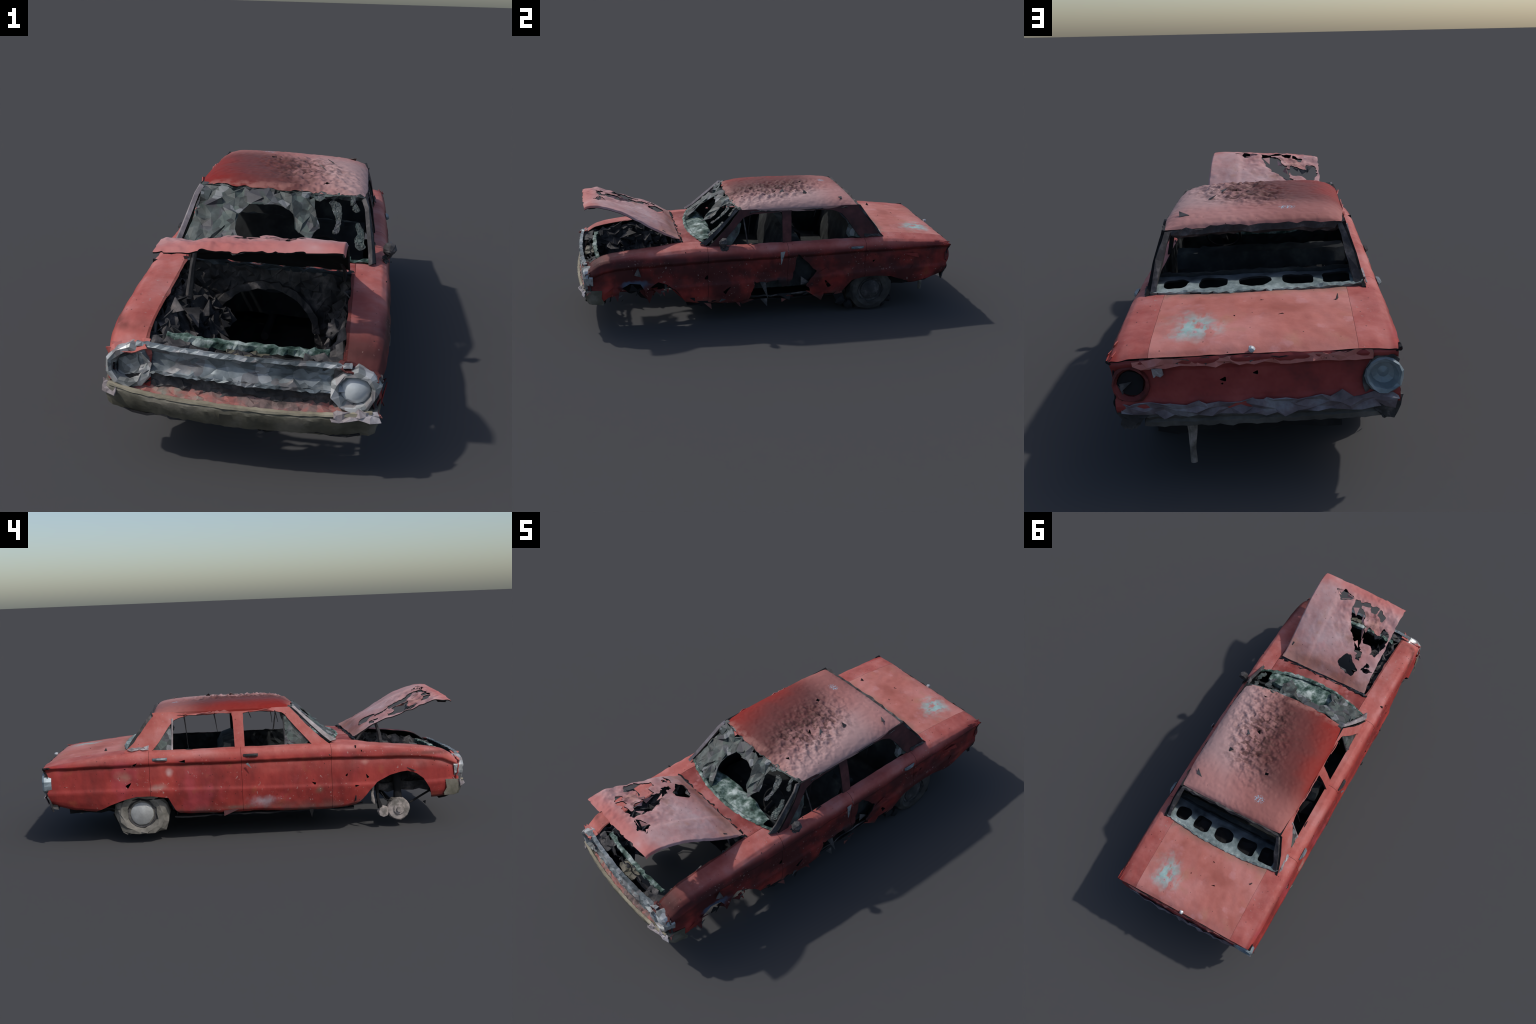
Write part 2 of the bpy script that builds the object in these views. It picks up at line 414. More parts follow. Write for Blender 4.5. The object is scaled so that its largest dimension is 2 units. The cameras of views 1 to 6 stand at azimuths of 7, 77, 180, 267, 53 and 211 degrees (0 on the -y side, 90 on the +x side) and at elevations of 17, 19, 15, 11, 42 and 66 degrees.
def revolve(name, prof, centre, axis_sign, mats, n=40, smooth=35, jitter=0.0, seed=0, axis='x', squash=None, parent=None):
    """lathe a (radius, depth) profile about an axis along x or y"""
    rng = np.random.RandomState(seed); rings = []
    th = np.arange(n) / n * 2 * math.pi
    for r, d in prof:
        rr = r * (1 + jitter * rng.randn(n)); dd = d + jitter * .25 * r * rng.randn(n)
        u, w = rr * np.cos(th), rr * np.sin(th)
        if squash is not None: w = np.maximum(w, squash)
        p = np.stack([dd * axis_sign, u, w], 1) if axis == 'x' else np.stack([u, dd * axis_sign, w], 1)
        rings.append(p + np.array(centre))
    return loft(name, rings, mats, smooth, parent=parent)

def box_sheet(name, quad, nu, nv, jit, seed, mats, t=.004, out=(0, 0, 1), cuts=(), smooth=0, bow=None, parent=None):
    """crumpled, facetted plate spanned by four corners (u0v0, u1v0, u1v1, u0v1)"""
    rng = np.random.RandomState(seed)
    a, b, c, d = [np.array(q, float) for q in quad]
    u, v = np.meshgrid(np.linspace(0, 1, nu), np.linspace(0, 1, nv), indexing='ij')
    u = u.ravel()[:, None]; v = v.ravel()[:, None]
    V = (a * (1 - u) + b * u) * (1 - v) + (d * (1 - u) + c * u) * v
    if bow is not None: V = V + bow(u[:, 0], v[:, 0])
    V = V + rng.randn(*V.shape) * jit
    return plate(name, V, grid_faces(nu, nv, rng=rng), out, t, mats, cuts, smooth, parent=parent)

# ------------------------------------------------------------------ body skin
f_W = curve([(-.96, .347), (-.93, .354), (-.88, .362), (-.8, .368), (-.6, .373), (-.3, .376), (.2, .378), (.7, .378), (.99, .375)])
f_zs = curve([(-.96, .137), (-.82, .133), (-.6, .12), (-.46, .117), (-.41, .110), (-.32, .103), (-.17, .106), (.07, .113), (.17, .113), (.37, .119), (.55, .13), (.75, .148), (.87, .163), (.95, .178), (.99, .19)])
f_zl = curve([(-.96, .213), (-.8, .210), (-.53, .214), (-.17, .219), (.14, .227), (.56, .240), (.99, .247)])
f_zc = curve([(-.96, .272), (-.94, .285), (-.905, .302), (-.87, .317), (-.77, .333), (-.69, .338), (-.52, .343), (-.35, .349), (.09, .354), (.37, .358), (.6, .360), (.99, .361)])
f_zb = curve([(-.96, .300), (-.945, .322), (-.92, .345), (-.876, .367), (-.8, .381), (-.6, .402), (-.45, .414), (-.3, .416), (.3, .417), (.6, .418), (.7, .411), (.8, .402), (.93, .389), (.97, .380), (.99, .368)])
f_zd = curve([(-.96, .312), (-.93, .340), (-.88, .362), (-.8, .380), (-.6, .404), (-.47, .424), (-.40, .430), (.60, .426), (.75, .418), (.84, .410), (.90, .403), (.945, .393), (.97, .383), (.99, .368)])

NY, NS = 560, 230
def body_half(sign, seed):
    y = np.linspace(-.957, .985, NY)
    W, zs, zl, zc, zb, zd = (f(y) for f in (f_W, f_zs, f_zl, f_zc, f_zb, f_zd))
    zb = zb + (-.006 if sign < 0 else .004) * sstep(-.25, -.42, y) * sstep(-.97, -.85, y)
    zd = zd + (-.006 if sign < 0 else .004) * sstep(-.47, -.52, y) * sstep(-.97, -.85, y)
    lo = .003 if sign < 0 else -.001
    k = [(W - .040 - lo, zs), (W - .020 - lo, zs + .012), (W - .010 - lo, zs + .45 * (zl - zs)), (W - .002 - lo * .6, zl - .006), (W - .002 - lo * .6, zl + .003),
         (W - .008 - lo * .4, zl + .016), (W - .011, zl + .4 * (zc - zl)), (W - .012, zc - .026), (W - .014, zc - .008), (W - .002, zc + .004),
         (W, zc + .010), (W - .003, zc + .35 * (zb - zc)), (W - .013, zc + .74 * (zb - zc)), (W - .03, zb - .004),
         (W - .055, zb), (.27 + 0 * y, zb + .42 * (zd - zb)), (.2 + 0 * y, zb + .68 * (zd - zb)), (.1 + 0 * y, zb + .93 * (zd - zb)), (0 * y, zd)]
    # the crease softens away into the nose
    X = np.stack([a[0] for a in k], 1); Z = np.stack([a[1] for a in k], 1)
    seg = np.array([0, .028, .05, .07, .03, .04, .06, .06, .05, .03, .03, .045, .045, .045, .05, .10, .08, .09, .09])
    s = np.cumsum(seg); s /= s[-1]; S = np.linspace(0, 1, NS)
    PX = np.array([np.interp(S, s, r) for r in X]); PZ = np.array([np.interp(S, s, r) for r in Z])
    ker = np.array([1, 2, 3, 4, 3, 2, 1.]); ker /= ker.sum()
    def sm(P):
        Q = np.pad(P, ((0, 0), (3, 3)), mode='reflect', reflect_type='odd')
        return sum(ker[i] * Q[:, i:i + NS] for i in range(7))
    PX, PZ = sm(PX), sm(PZ); PX[:, -1] = 0
    if sign < 0: PZ = PZ - .007 * sstep(.70, .95, y)[:, None] * sstep(.0, .25, PX) * sstep(.36, .385, PZ)
    Y = np.repeat(y[:, None], NS, 1)
    # raked ends
    rear_end = np.interp(PZ, [.17, .22, .27, .345, .362, .375], [.945, .962, .972, .972, .985, .980])
    Y = Y + (rear_end - .985) * sstep(.84, .985, Y)
    front_end = np.interp(PZ, [.13, .22, .25, .30, .33], [-.925, -.948, -.953, -.957, -.950])
    Y = Y + (front_end + .957) * sstep(-.84, -.957, Y)
    V = np.stack([PX * sign, Y, PZ], 2).reshape(-1, 3)
    F = grid_faces(NY, NS)
    F = orient(V, F, (sign, 0, .5))
    n = np.zeros_like(V); fn = np.cross(V[F[:, 1]] - V[F[:, 0]], V[F[:, 2]] - V[F[:, 0]])
    for c in range(3): np.add.at(n, F[:, c], fn)
    n /= np.linalg.norm(n, axis=1)[:, None] + 1e-12
    q = V * np.array([1, 1, 1])
    side = sstep(.30, .35, np.abs(V[:, 0]))
    low = sstep(.40, .30, V[:, 2])
    d = .0023 * fbm(q, 8, 3, seed) + .0014 * noise(q, 34, seed + 5)
    if sign > 0:                                   # battered far flank
        d = d + side * low * (.0055 * fbm(q, 6, 3, seed + 9) + .003) * sstep(.95, .8, np.abs(V[:, 1]))
        d = d + side * low * .003 * np.abs(noise(q, 16, seed + 3))
    else:
        d = d + side * low * .0018 * fbm(q, 5, 2, seed + 9)
        for cy, cz, ry, rz, a in ((-.765, .275, .03, .035, -.007), (.62, .29, .05, .03, -.006), (-.36, .22, .03, .06, -.004), (-.40, .2, .02, .05, .004)):
            d = d + side * a * np.exp(-((V[:, 1] - cy) / ry) ** 2 - ((V[:, 2] - cz) / rz) ** 2)
    d = d * sstep(0, .02, np.abs(V[:, 0]))
    return V + n * d[:, None], F

DOORS = {}
GAP = .0007
BAY = .252
def bay_sd(V):      # distance outside the engine bay opening
    hw = BAY + .004 * noise(V, 26, 3) + np.where(V[:, 0] < 0, .0, .0)
    return poly_like_box(V[:, 0], V[:, 1], hw, -1.2, -.472)
def poly_like_box(x, y, hw, y0, y1):
    return np.maximum(np.abs(x) - hw, np.maximum(y0 - y, y - y1))
def ws_base(x): return -.417 + .70 * x * x
def rw_base(x): return .622 - .30 * x * x
def cabin_sd(V):    # outside the cabin opening in plan
    x, y = V[:, 0], V[:, 1]
    return np.maximum(np.abs(x) - .317, np.maximum(ws_base(x) - y, y - rw_base(x)))

ARCH = {-1: [[(-.40, .0), (-.415, .111), (-.459, .119), (-.493, .151), (-.525, .192), (-.557, .226), (-.62, .257), (-.665, .268), (-.702, .272), (-.745, .258), (-.779, .232), (-.808, .183), (-.821, .133), (-.821, .0)],
             [(.77, .0), (.765, .148), (.72, .165), (.688, .18), (.621, .203), (.564, .215), (.494, .214), (.419, .202), (.39, .142), (.368, .119), (.36, .0)]],
        1: [[(-.44, .0), (-.454, .112), (-.478, .16), (-.51, .205), (-.56, .240), (-.60, .252), (-.64, .225), (-.665, .205), (-.69, .245), (-.74, .250), (-.79, .225), (-.80, .195), (-.852, .182), (-.875, .157), (-.885, .0)],
            [(.77, .0), (.756, .166), (.695, .187), (.65, .205), (.56, .215), (.494, .214), (.43, .20), (.39, .15), (.37, .119), (.36, .0)]]}

# little rips seen in the skin: (y, z, size, angle)
RIPS = {-1: [(.345, .367, .020, .1), (.612, .344, .007, .3), (.565, .365, .016, 2.6), (-.335, .365, .008, .9), (-.485, .378, .009, 1.6), (-.26, .235, .015, .6),
             (-.415, .268, .013, 2.3), (-.51, .255, .016, 1.2), (-.46, .215, .014, 3.1), (.60, .27, .022, 2.5), (-.90, .26, .004, 1), (.74, .265, .004, 2), (.21, .30, .005, 1)],
        1: [(.30, .18, .03, 2.2), (-.25, .18, .03, .9), (.55, .30, .012, .4), (-.35, .26, .02, 1.4)]}
def rip_sd(sign):
    tris = []
    for y, z, s, a in RIPS[sign]:
        tris.append([(y + s * r * math.cos(a + k), z + s * r * math.sin(a + k)) for k, r in ((0, 1.0), (2.3, .75), (3.6, .62))])
    if sign > 0:
        tris.append([(.126, .370), (.231, .264), (.180, .192), (.235, .10), (-.14, .09), (-.115, .17), (-.105, .228), (-.03, .216), (.02, .228), (.05, .185), (.085, .19), (.105, .25)])
    def f(V):
        d = np.full(len(V), 1.0)
        for t in tris: d = np.minimum(d, poly_sd(V[:, 1], V[:, 2], t))
        if sign > 0: d = d + .011 * noise(V, 22, 90) * sstep(.26, .2, V[:, 2]) + .004 * noise(V, 60, 91)
        return np.where(np.abs(V[:, 0]) > .30, d, 1.0)
    return f
DECK_RIPS = [(-.075, .80, .014, .5), (.055, .80, .012, 1.5), (-.23, .71, .012, .8), (.11, .90, .008, 2), (-.02, .70, .012, 2.9), (.2, .73, .006, 1)]
def deck_rip(V):
    d = np.full(len(V), 1.0)
    for x, y, s, a in DECK_RIPS:
        t = [(x + s * r * math.cos(a + k), y + s * r * math.sin(a + k)) for k, r in ((0, 1.0), (2.5, .6), (3.6, .5))]
        d = np.minimum(d, poly_sd(V[:, 0], V[:, 1], t))
    return d

def build_body():
    for sign in (-1, 1):
        V, F = body_half(sign, 11 if sign < 0 else 23)
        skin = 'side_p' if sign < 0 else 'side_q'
        V0, F0 = V, F
        arch = lambda V, s=sign: np.minimum(poly_sd(V[:, 1], V[:, 2], ARCH[s][0]), poly_sd(V[:, 1], V[:, 2], ARCH[s][1])) + np.where(np.abs(V[:, 0]) > .2, 0, 1)
        sill = lambda V, s=sign: V[:, 2] - f_zs(V[:, 1]) - .002 + .0045 * noise(V, 30, 71) * (1.6 if s > 0 else .7) + np.where(np.abs(V[:, 0]) > .2, 0, 1)
        rips = rip_sd(sign)
        y_gt = lambda a: (lambda V: V[:, 1] - a - GAP)
        y_lt = lambda a: (lambda V: a - GAP - V[:, 1])
        # door seams lean a little
        fender_top = lambda V: np.abs(V[:, 0]) - .268 - GAP
        def front_fender_cut(V):    # ahead of the door, outside bay and beside the cowl
            x, y = np.abs(V[:, 0]), V[:, 1]
            return np.minimum(bay_sd(V), np.maximum(-.472 - y, x - .262 - GAP))
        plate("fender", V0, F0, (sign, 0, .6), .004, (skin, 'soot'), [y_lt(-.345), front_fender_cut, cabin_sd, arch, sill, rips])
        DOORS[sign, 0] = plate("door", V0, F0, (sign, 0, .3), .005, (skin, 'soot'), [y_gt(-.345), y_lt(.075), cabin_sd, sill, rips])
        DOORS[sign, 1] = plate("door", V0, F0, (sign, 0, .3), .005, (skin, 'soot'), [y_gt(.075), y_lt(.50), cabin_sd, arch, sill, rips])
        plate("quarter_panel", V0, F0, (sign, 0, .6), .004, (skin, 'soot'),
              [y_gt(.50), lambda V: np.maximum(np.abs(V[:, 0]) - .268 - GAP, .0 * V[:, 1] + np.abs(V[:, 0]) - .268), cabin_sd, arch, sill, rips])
        if sign < 0: VP, FP = V0, F0
        else: VQ, FQ = V0, F0
    V = np.concatenate([VP, VQ]); F = np.concatenate([FP, FQ + len(VP)])
    V, F = weld(V, F)
    plate("trunk_lid", V, F, (0, 0, 1), .004, ('deck', 'soot'), [lambda V: .268 - GAP - np.abs(V[:, 0]), lambda V: V[:, 1] - .55, cabin_sd, deck_rip])
    plate("cowl", V, F, (0, 0, 1), .004, ('cowl', 'soot'), [lambda V: .262 - GAP - np.abs(V[:, 0]), lambda V: -.25 - V[:, 1], bay_sd, cabin_sd])

def weld(V, F):
    key = np.round(V, 6)
    u, idx, inv = np.unique(key, axis=0, return_index=True, return_inverse=True)
    inv = inv.ravel(); F = inv[F]
    ok = (F[:, 0] != F[:, 1]) & (F[:, 1] != F[:, 2]) & (F[:, 0] != F[:, 2])
    return V[idx], F[ok]

# ------------------------------------------------------------------ roof and window frames
f_rz = curve([(-.20, .592), (-.185, .603), (-.16, .613), (-.1, .624), (.05, .630), (.2, .629), (.33, .625), (.40, .619), (.44, .612), (.465, .602), (.476, .588)])
def build_roof():
    nx, ny = 230, 260
    u, v = np.meshgrid(np.linspace(-1, 1, nx), np.linspace(0, 1, ny), indexing='ij')
    hw = .283
    y0 = -.195 + .03 * np.abs(u) ** 3; y1 = .474 - .008 * np.abs(u) ** 4
    Y = y0 + (y1 - y0) * v
    half = hw - .010 * sstep(-.02, -.19, Y) - .008 * sstep(.30, .47, Y)
    # arc-length like spread so that the drip rail is well sampled
    tx = np.sign(u) * np.minimum(np.abs(u) * 1.06, 1.0)
    X = tx * half
    zg = .590 - .006 * sstep(-.05, -.19, Y) - .004 * sstep(.3, .47, Y)
    zc = f_rz(-.195 + (.476 + .195) * v)
    g = .22 * tx ** 2 + .78 * np.abs(tx) ** 9
    Z = np.maximum(zc - (zc - zg) * g, zg - .002) - .020 * sstep(.943, 1, np.abs(u))
    V = np.stack([X, Y, Z], 2).reshape(-1, 3)
    pebble = sstep(.34, .14, np.hypot((V[:, 0] - .07 + .30 * (V[:, 1] - .05)) / .62, (V[:, 1] - .04) * .85))
    V[:, 2] += .0010 * fbm(V, 8, 3, 4) + pebble * (.0085 * noise(V * [.75, 1.1, 1], 54, 8) + .0036 * noise(V, 105, 9) - .003) + .0013 * noise(V, 70, 2)
    rag = lambda V: (V[:, 2] - .572) + .006 * noise(V, 30, 14) + np.where(np.abs(V[:, 0]) > .26, 0, 1)
    holes = [[(-.082, .235), (-.064, .238), (-.068, .252), (-.084, .248)], [(.058, .075), (.07, .05), (.083, .062)], [(-.05, .245), (-.056, .222), (-.052, .224)],
             [(.155, -.13), (.13, -.135), (.142, -.122)], [(.235, .37), (.20, .40), (.232, .395)], [(.10, .10), (.126, .075), (.118, .105)], [(.13, .21), (.155, .20), (.15, .225)]]
    def rips(V):
        d = np.full(len(V), 1.0)
        for h in holes[:4]: d = np.minimum(d, poly_sd(V[:, 0], V[:, 1], h))
        return d
    front = lambda V: V[:, 1] + .196 - .03 * (np.abs(V[:, 0]) / .28) ** 3 - .005 - .006 * noise(V, 34, 6)
    plate("roof", V, grid_faces(nx, ny), (0, 0, 1), .006, ('roof', 'soot'), [rag, rips, front])
    # lifted slivers of skin on the roof and trunk
    for i, h in enumerate(holes[4:]):
        p = [np.array([a, b, float(roof_height(a, b)) + .001]) for a, b in h]
        p[0][2] += .012
        shard("torn_flap", p, .002, ('burnt',))

def roof_height(x, y):
    zc = f_rz(y); t = abs(x) / .28
    return zc - (zc - .588) * (.2 * t * t + .8 * t ** 7)

def shard(name, pts, t, mats, parent=None):
    """thin triangular or polygonal scrap of sheet"""
    p = np.array(pts, float); n = np.cross(p[1] - p[0], p[2] - p[0]); n /= np.linalg.norm(n) + 1e-12
    k = len(p); V = np.concatenate([p, p - n * t])
    F = [tuple(range(k)), tuple(range(2 * k - 1, k - 1, -1))] + [(i, i + k, (i + 1) % k + k, (i + 1) % k) for i in range(k)]
    return add_object(name, make_mesh(name, V, F, mats, None, 0), parent)

def frame_x(z): return np.interp(z, [.40, .42, .50, .585, .60], [.327, .325, .308, .281, .276])
def build_frames():
    front_line = [(-.345, .41), (-.30, .448), (-.225, .520), (-.172, .578), (-.168, .60)]
    for sign in (-1, 1):
        ny, nz = 300, 80
        y, z = np.meshgrid(np.linspace(-.36, .63, ny), np.linspace(.410, .590, nz), indexing='ij')
        V = np.stack([sign * (frame_x(z)), y, z], 2).reshape(-1, 3)
        V[:, 0] += sign * (.0012 * fbm(V, 14, 3, 31))
        outline = [(-.350, .405), (-.30, .447), (-.225, .520), (-.165, .59), (-.165, .60), (.478, .60), (.474, .575), (.52, .52), (.566, .46), (.612, .42), (.612, .405)]
        w_rear = [(.100, .39), (.104, .555), (.108, .574), (.16, .577), (.31, .572), (.352, .562), (.377, .552), (.41, .515), (.45, .457), (.478, .425), (.50, .39)]
        w_front = [(.054, .39), (.056, .572), (-.02, .577), (-.095, .573), (-.125, .566), (-.146, .548), (-.19, .494), (-.245, .432), (-.28, .39)]
        if sign > 0: w_front = [(.054, .39), (.056, .572), (-.02, .570), (-.095, .566), (-.135, .558), (-.152, .55), (-.205, .494), (-.265, .432), (-.30, .39)]
        cuts = [lambda V: -poly_sd(V[:, 1], V[:, 2], outline) + .002 * noise(V, 45, 3),
                lambda V: poly_sd(V[:, 1], V[:, 2], w_rear) + .004 * noise(V, 32, 5) * sstep(.5, .57, V[:, 2]),
                lambda V: poly_sd(V[:, 1], V[:, 2], w_front) + .004 * noise(V, 32, 6) * sstep(.5, .57, V[:, 2])]
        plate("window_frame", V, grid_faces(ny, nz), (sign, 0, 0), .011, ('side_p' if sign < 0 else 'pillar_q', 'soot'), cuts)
        # hanging shreds of door seal
        for i, (yy, l) in enumerate(((.33, .16), (.19, .09), (.03, .03), (-.095, .055)) if sign < 0 else ((-.11, .12), (.24, .04))):
            x = sign * .283
            tube("seal_shred", [(x, yy, .576), (x * 1.01, yy - .006, .576 - l * .4), (x * 1.02, yy - .013, .576 - l)], [.0035, .0022, .0012], ('soot',), 6, 60)
        # crumpled drip rail facets below the roof edge
        rng = np.random.RandomState(40 + sign)
        for yy in np.sort(rng.uniform(-.12, .44, 9)):
            a = rng.uniform(.012, .04); h = rng.uniform(.002, .016)
            x = sign * .286
            shard("rail_flap", [(x, yy - a, .575), (x, yy + a, .577 + rng.uniform(-.004, .004)), (x + sign * rng.uniform(.0, .006), yy + rng.uniform(-.01, .01), .575 + h)],
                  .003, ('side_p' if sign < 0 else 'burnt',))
    # bright strip up the windscreen edge, and the pale foot of the rear pillar
    for sign in (-1, 1):
        path = [(.318, -.352, .424), (.312, -.318, .452), (.300, -.265, .503), (.285, -.205, .566), (.274, -.178, .590)]
        rng = np.random.RandomState(3)
        rings = []
        for i, p in enumerate(path):
            w = .020 * (1 - .10 * i) * (1 + .25 * rng.randn())
            c = np.array(p); d = np.array([-.35, -1, 0.15]) / 1.07
            rings.append([c + d * w + np.array([.004, 0, .002]), c + np.array([.006, .004, 0]), c + np.array([-.006, .008, -.004]), c + d * w * .9 + np.array([-.008, 0, -.006])])
        R = np.array(rings); R[:, :, 0] *= sign
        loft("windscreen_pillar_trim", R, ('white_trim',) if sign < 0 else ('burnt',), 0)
    box_sheet("pillar_trim", [(-.330, .60, .423), (-.330, .50, .427), (-.324, .50, .440), (-.326, .585, .434)], 9, 3, .0025, 5, ('white_trim',), .003, (-1, 0, .5))
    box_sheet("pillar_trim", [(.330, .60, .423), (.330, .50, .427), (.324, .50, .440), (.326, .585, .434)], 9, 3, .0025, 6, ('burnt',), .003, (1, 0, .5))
    # vent windows left in the doors
    def pane(name, sign, poly, seed):
        p = np.array(poly); n = 26
        y, z = np.meshgrid(np.linspace(p[:, 0].min(), p[:, 0].max(), 9), np.linspace(p[:, 1].min(), p[:, 1].max(), 9), indexing='ij')
        rng = np.random.RandomState(seed); y = y + rng.randn(*y.shape) * .003; z = z + rng.randn(*z.shape) * .003
        V = np.stack([sign * (frame_x(z) - .006), y, z], 2).reshape(-1, 3); V[:, 0] += rng.randn(len(V)) * .0018
        plate(name, V, grid_faces(9, 9, rng=rng), (sign, 0, 0), .003, ('glass',), [lambda V: -poly_sd(V[:, 1], V[:, 2], poly)], 0)
    pane("vent_window", -1, [(-.27, .412), (-.135, .412), (-.137, .50), (-.132, .548), (-.145, .556), (-.2, .49)], 2)
    pane("vent_window", -1, [(.50, .412), (.392, .412), (.393, .55), (.375, .562), (.385, .557), (.46, .455)], 3)
    pane("vent_window", 1, [(.50, .412), (.43, .43), (.41, .425), (.40, .45), (.415, .49), (.40, .53), (.42, .52), (.46, .455)], 4)
    pane("vent_window", 1, [(-.27, .412), (-.22, .412), (-.175, .47), (-.155, .545), (-.165, .545), (-.21, .495)], 5)
    tube("vent_window_post", [(-.318, -.135, .412), (-.292, -.133, .552)], .0035, ('burnt',), 6)
    tube("vent_window_post", [(-.318, .393, .412), (-.290, .385, .560)], .0045, ('white_trim',), 6)
    tube("vent_window_post", [(.318, -.13, .412), (.30, -.14, .49), (.285, -.15, .56)], .0035, ('burnt',), 6)

# ------------------------------------------------------------------ windscreen, dash, rear window
def ws_point(x, t):
    yb = ws_base(x) + .004; yt = -.192 + .30 * x * x
    return yb + (yt - yb) * t + .004 * np.sin(np.pi * t), .430 + (.596 - .430 - .06 * x * x) * t
def ws_sheet(x0, x1, nx, nt, jit, seed, t0=0, t1=1):
    rng = np.random.RandomState(seed)
    x, t = np.meshgrid(np.linspace(x0, x1, nx), np.linspace(t0, t1, nt), indexing='ij')
    x = x + rng.randn(*x.shape) * jit * 1.2; t = np.clip(t + rng.randn(*t.shape) * jit * 5, 0, 1)
    y, z = ws_point(x, t)
    V = np.stack([x, y, z], 2).reshape(-1, 3); V[:, 1] += rng.randn(len(V)) * jit * .9; V[:, 2] += rng.randn(len(V)) * jit * .5
    return V, grid_faces(nx, nt, rng=rng)
def build_windscreen():
    keep = [(-.30, .42), (-.285, .47), (-.268, .56), (-.272, .62), (.105, .62), (.108, .585), (.118, .545), (.136, .51), (.130, .488), (.097, .484), (.06, .493), (.058, .512),
            (.052, .537), (.009, .559), (-.064, .557), (-.116, .548), (-.134, .515), (-.128, .477), (-.10, .452), (-.07, .42)]
    small = [(-.030, .603), (-.002, .600), (-.012, .578), (-.036, .582)]
    V, F = ws_sheet(-.30, .15, 22, 10, .0075, 12)
    plate("windscreen", V, F, (0, -1, .6), .003, ('glass',),
          [lambda V: -poly_sd(V[:, 0], V[:, 2], keep) + .004 * noise(V, 40, 2), lambda V: poly_sd(V[:, 0], V[:, 2], small)], 0)
    scraps = [[(.155, .576), (.175, .580), (.197, .571), (.203, .545), (.201, .522), (.199, .498), (.186, .492), (.178, .496), (.188, .521), (.184, .535), (.173, .547), (.168, .562)],
              [(.104, .588), (.126, .590), (.146, .584), (.127, .574), (.109, .579)],
              [(.248, .524), (.262, .522), (.281, .498), (.280, .474), (.290, .461), (.272, .455), (.256, .462), (.250, .484), (.259, .492)],
              [(.243, .578), (.263, .553), (.250, .548), (.234, .558)], [(.225, .60), (.243, .60), (.240, .575), (.230, .565)],
              [(.10, .61), (.27, .61), (.262, .590), (.20, .594), (.15, .588), (.11, .592)]]
    for i, s in enumerate(scraps):
        xs = [p[0] for p in s]
        V, F = ws_sheet(min(xs) - .005, max(xs) + .005, 14, 50, .0016, 60 + i)
        plate("glass_scrap", V, F, (0, -1, .6), .0025, ('glass',), [lambda V, s=s: -poly_sd(V[:, 0], V[:, 2], s) + .0022 * noise(V, 110, i)], 0)
    # crumpled pale gasket round the foot of the windscreen
    rng = np.random.RandomState(9); rings = []
    for x in np.linspace(-.312, .312, 46):
        y = float(ws_base(x)); j = rng.randn(4, 3) * .0018
        rings.append(np.array([(x, y - .006, .430 - .03 * x * x), (x, y + .004, .436 - .03 * x * x), (x, y + .014, .430), (x, y + .004, .420)]) + j)
    loft("windscreen_gasket", rings, ('dash',), 0)
    # sooty gasket under the roof lip
    rings = []
    for x in np.linspace(-.27, .27, 40):
        y = -.190 + .30 * x * x; j = rng.randn(4, 3) * .0022
        rings.append(np.array([(x, y - .004, .594 - .06 * x * x), (x, y + .008, .599 - .06 * x * x), (x, y + .016, .585 - .06 * x * x), (x, y + .002, .580 - .06 * x * x)]) + j)
    loft("windscreen_gasket", rings, ('glass',), 0)
    # dashboard: mottled roll behind the screen, dark face below
    nx, nt = 70, 16
    x, t = np.meshgrid(np.linspace(-.315, .245, nx), np.linspace(0, 1, nt), indexing='ij')
    y0 = ws_base(x) + .006; y1 = -.285 - .05 * (x / .31) ** 2
    prof_z = np.interp(t, [0, .25, .55, .8, .92, 1], [.418, .429, .434, .428, .41, .385])
    y = y0 + (y1 - y0) * np.minimum(t * 1.12, 1)
    V = np.stack([x, y, prof_z], 2).reshape(-1, 3)
    V[:, 2] += .006 * fbm(V, 22, 3, 5); V[:, 1] += .004 * fbm(V, 25, 2, 6)
    plate("dashboard", V, grid_faces(nx, nt), (0, 0, 1), .005, ('dash', 'soot'), [lambda V: V[:, 0] * 0 + .24 - V[:, 0] + .02 * noise(V, 20, 4)], 30)
    box_sheet("dashboard_face", [(-.315, -.295, .40), (.315, -.295, .40), (.315, -.31, .29), (-.315, -.31, .29)], 24, 5, .004, 8, ('seat',), .01, (0, 1, 0))
    tube("steering_column", [(.15, -.30, .36), (.15, -.22, .40)], .012, ('soot',), 10)
    th = np.linspace(0, 2 * math.pi, 33)[:-1]
    bm_pts = [(.15 + .065 * math.cos(a), -.215 + .035 * math.sin(a), .40 + .05 * math.sin(a)) for a in th]
    tube("steering_wheel", bm_pts + [bm_pts[0]], .005, ('soot',), 7)

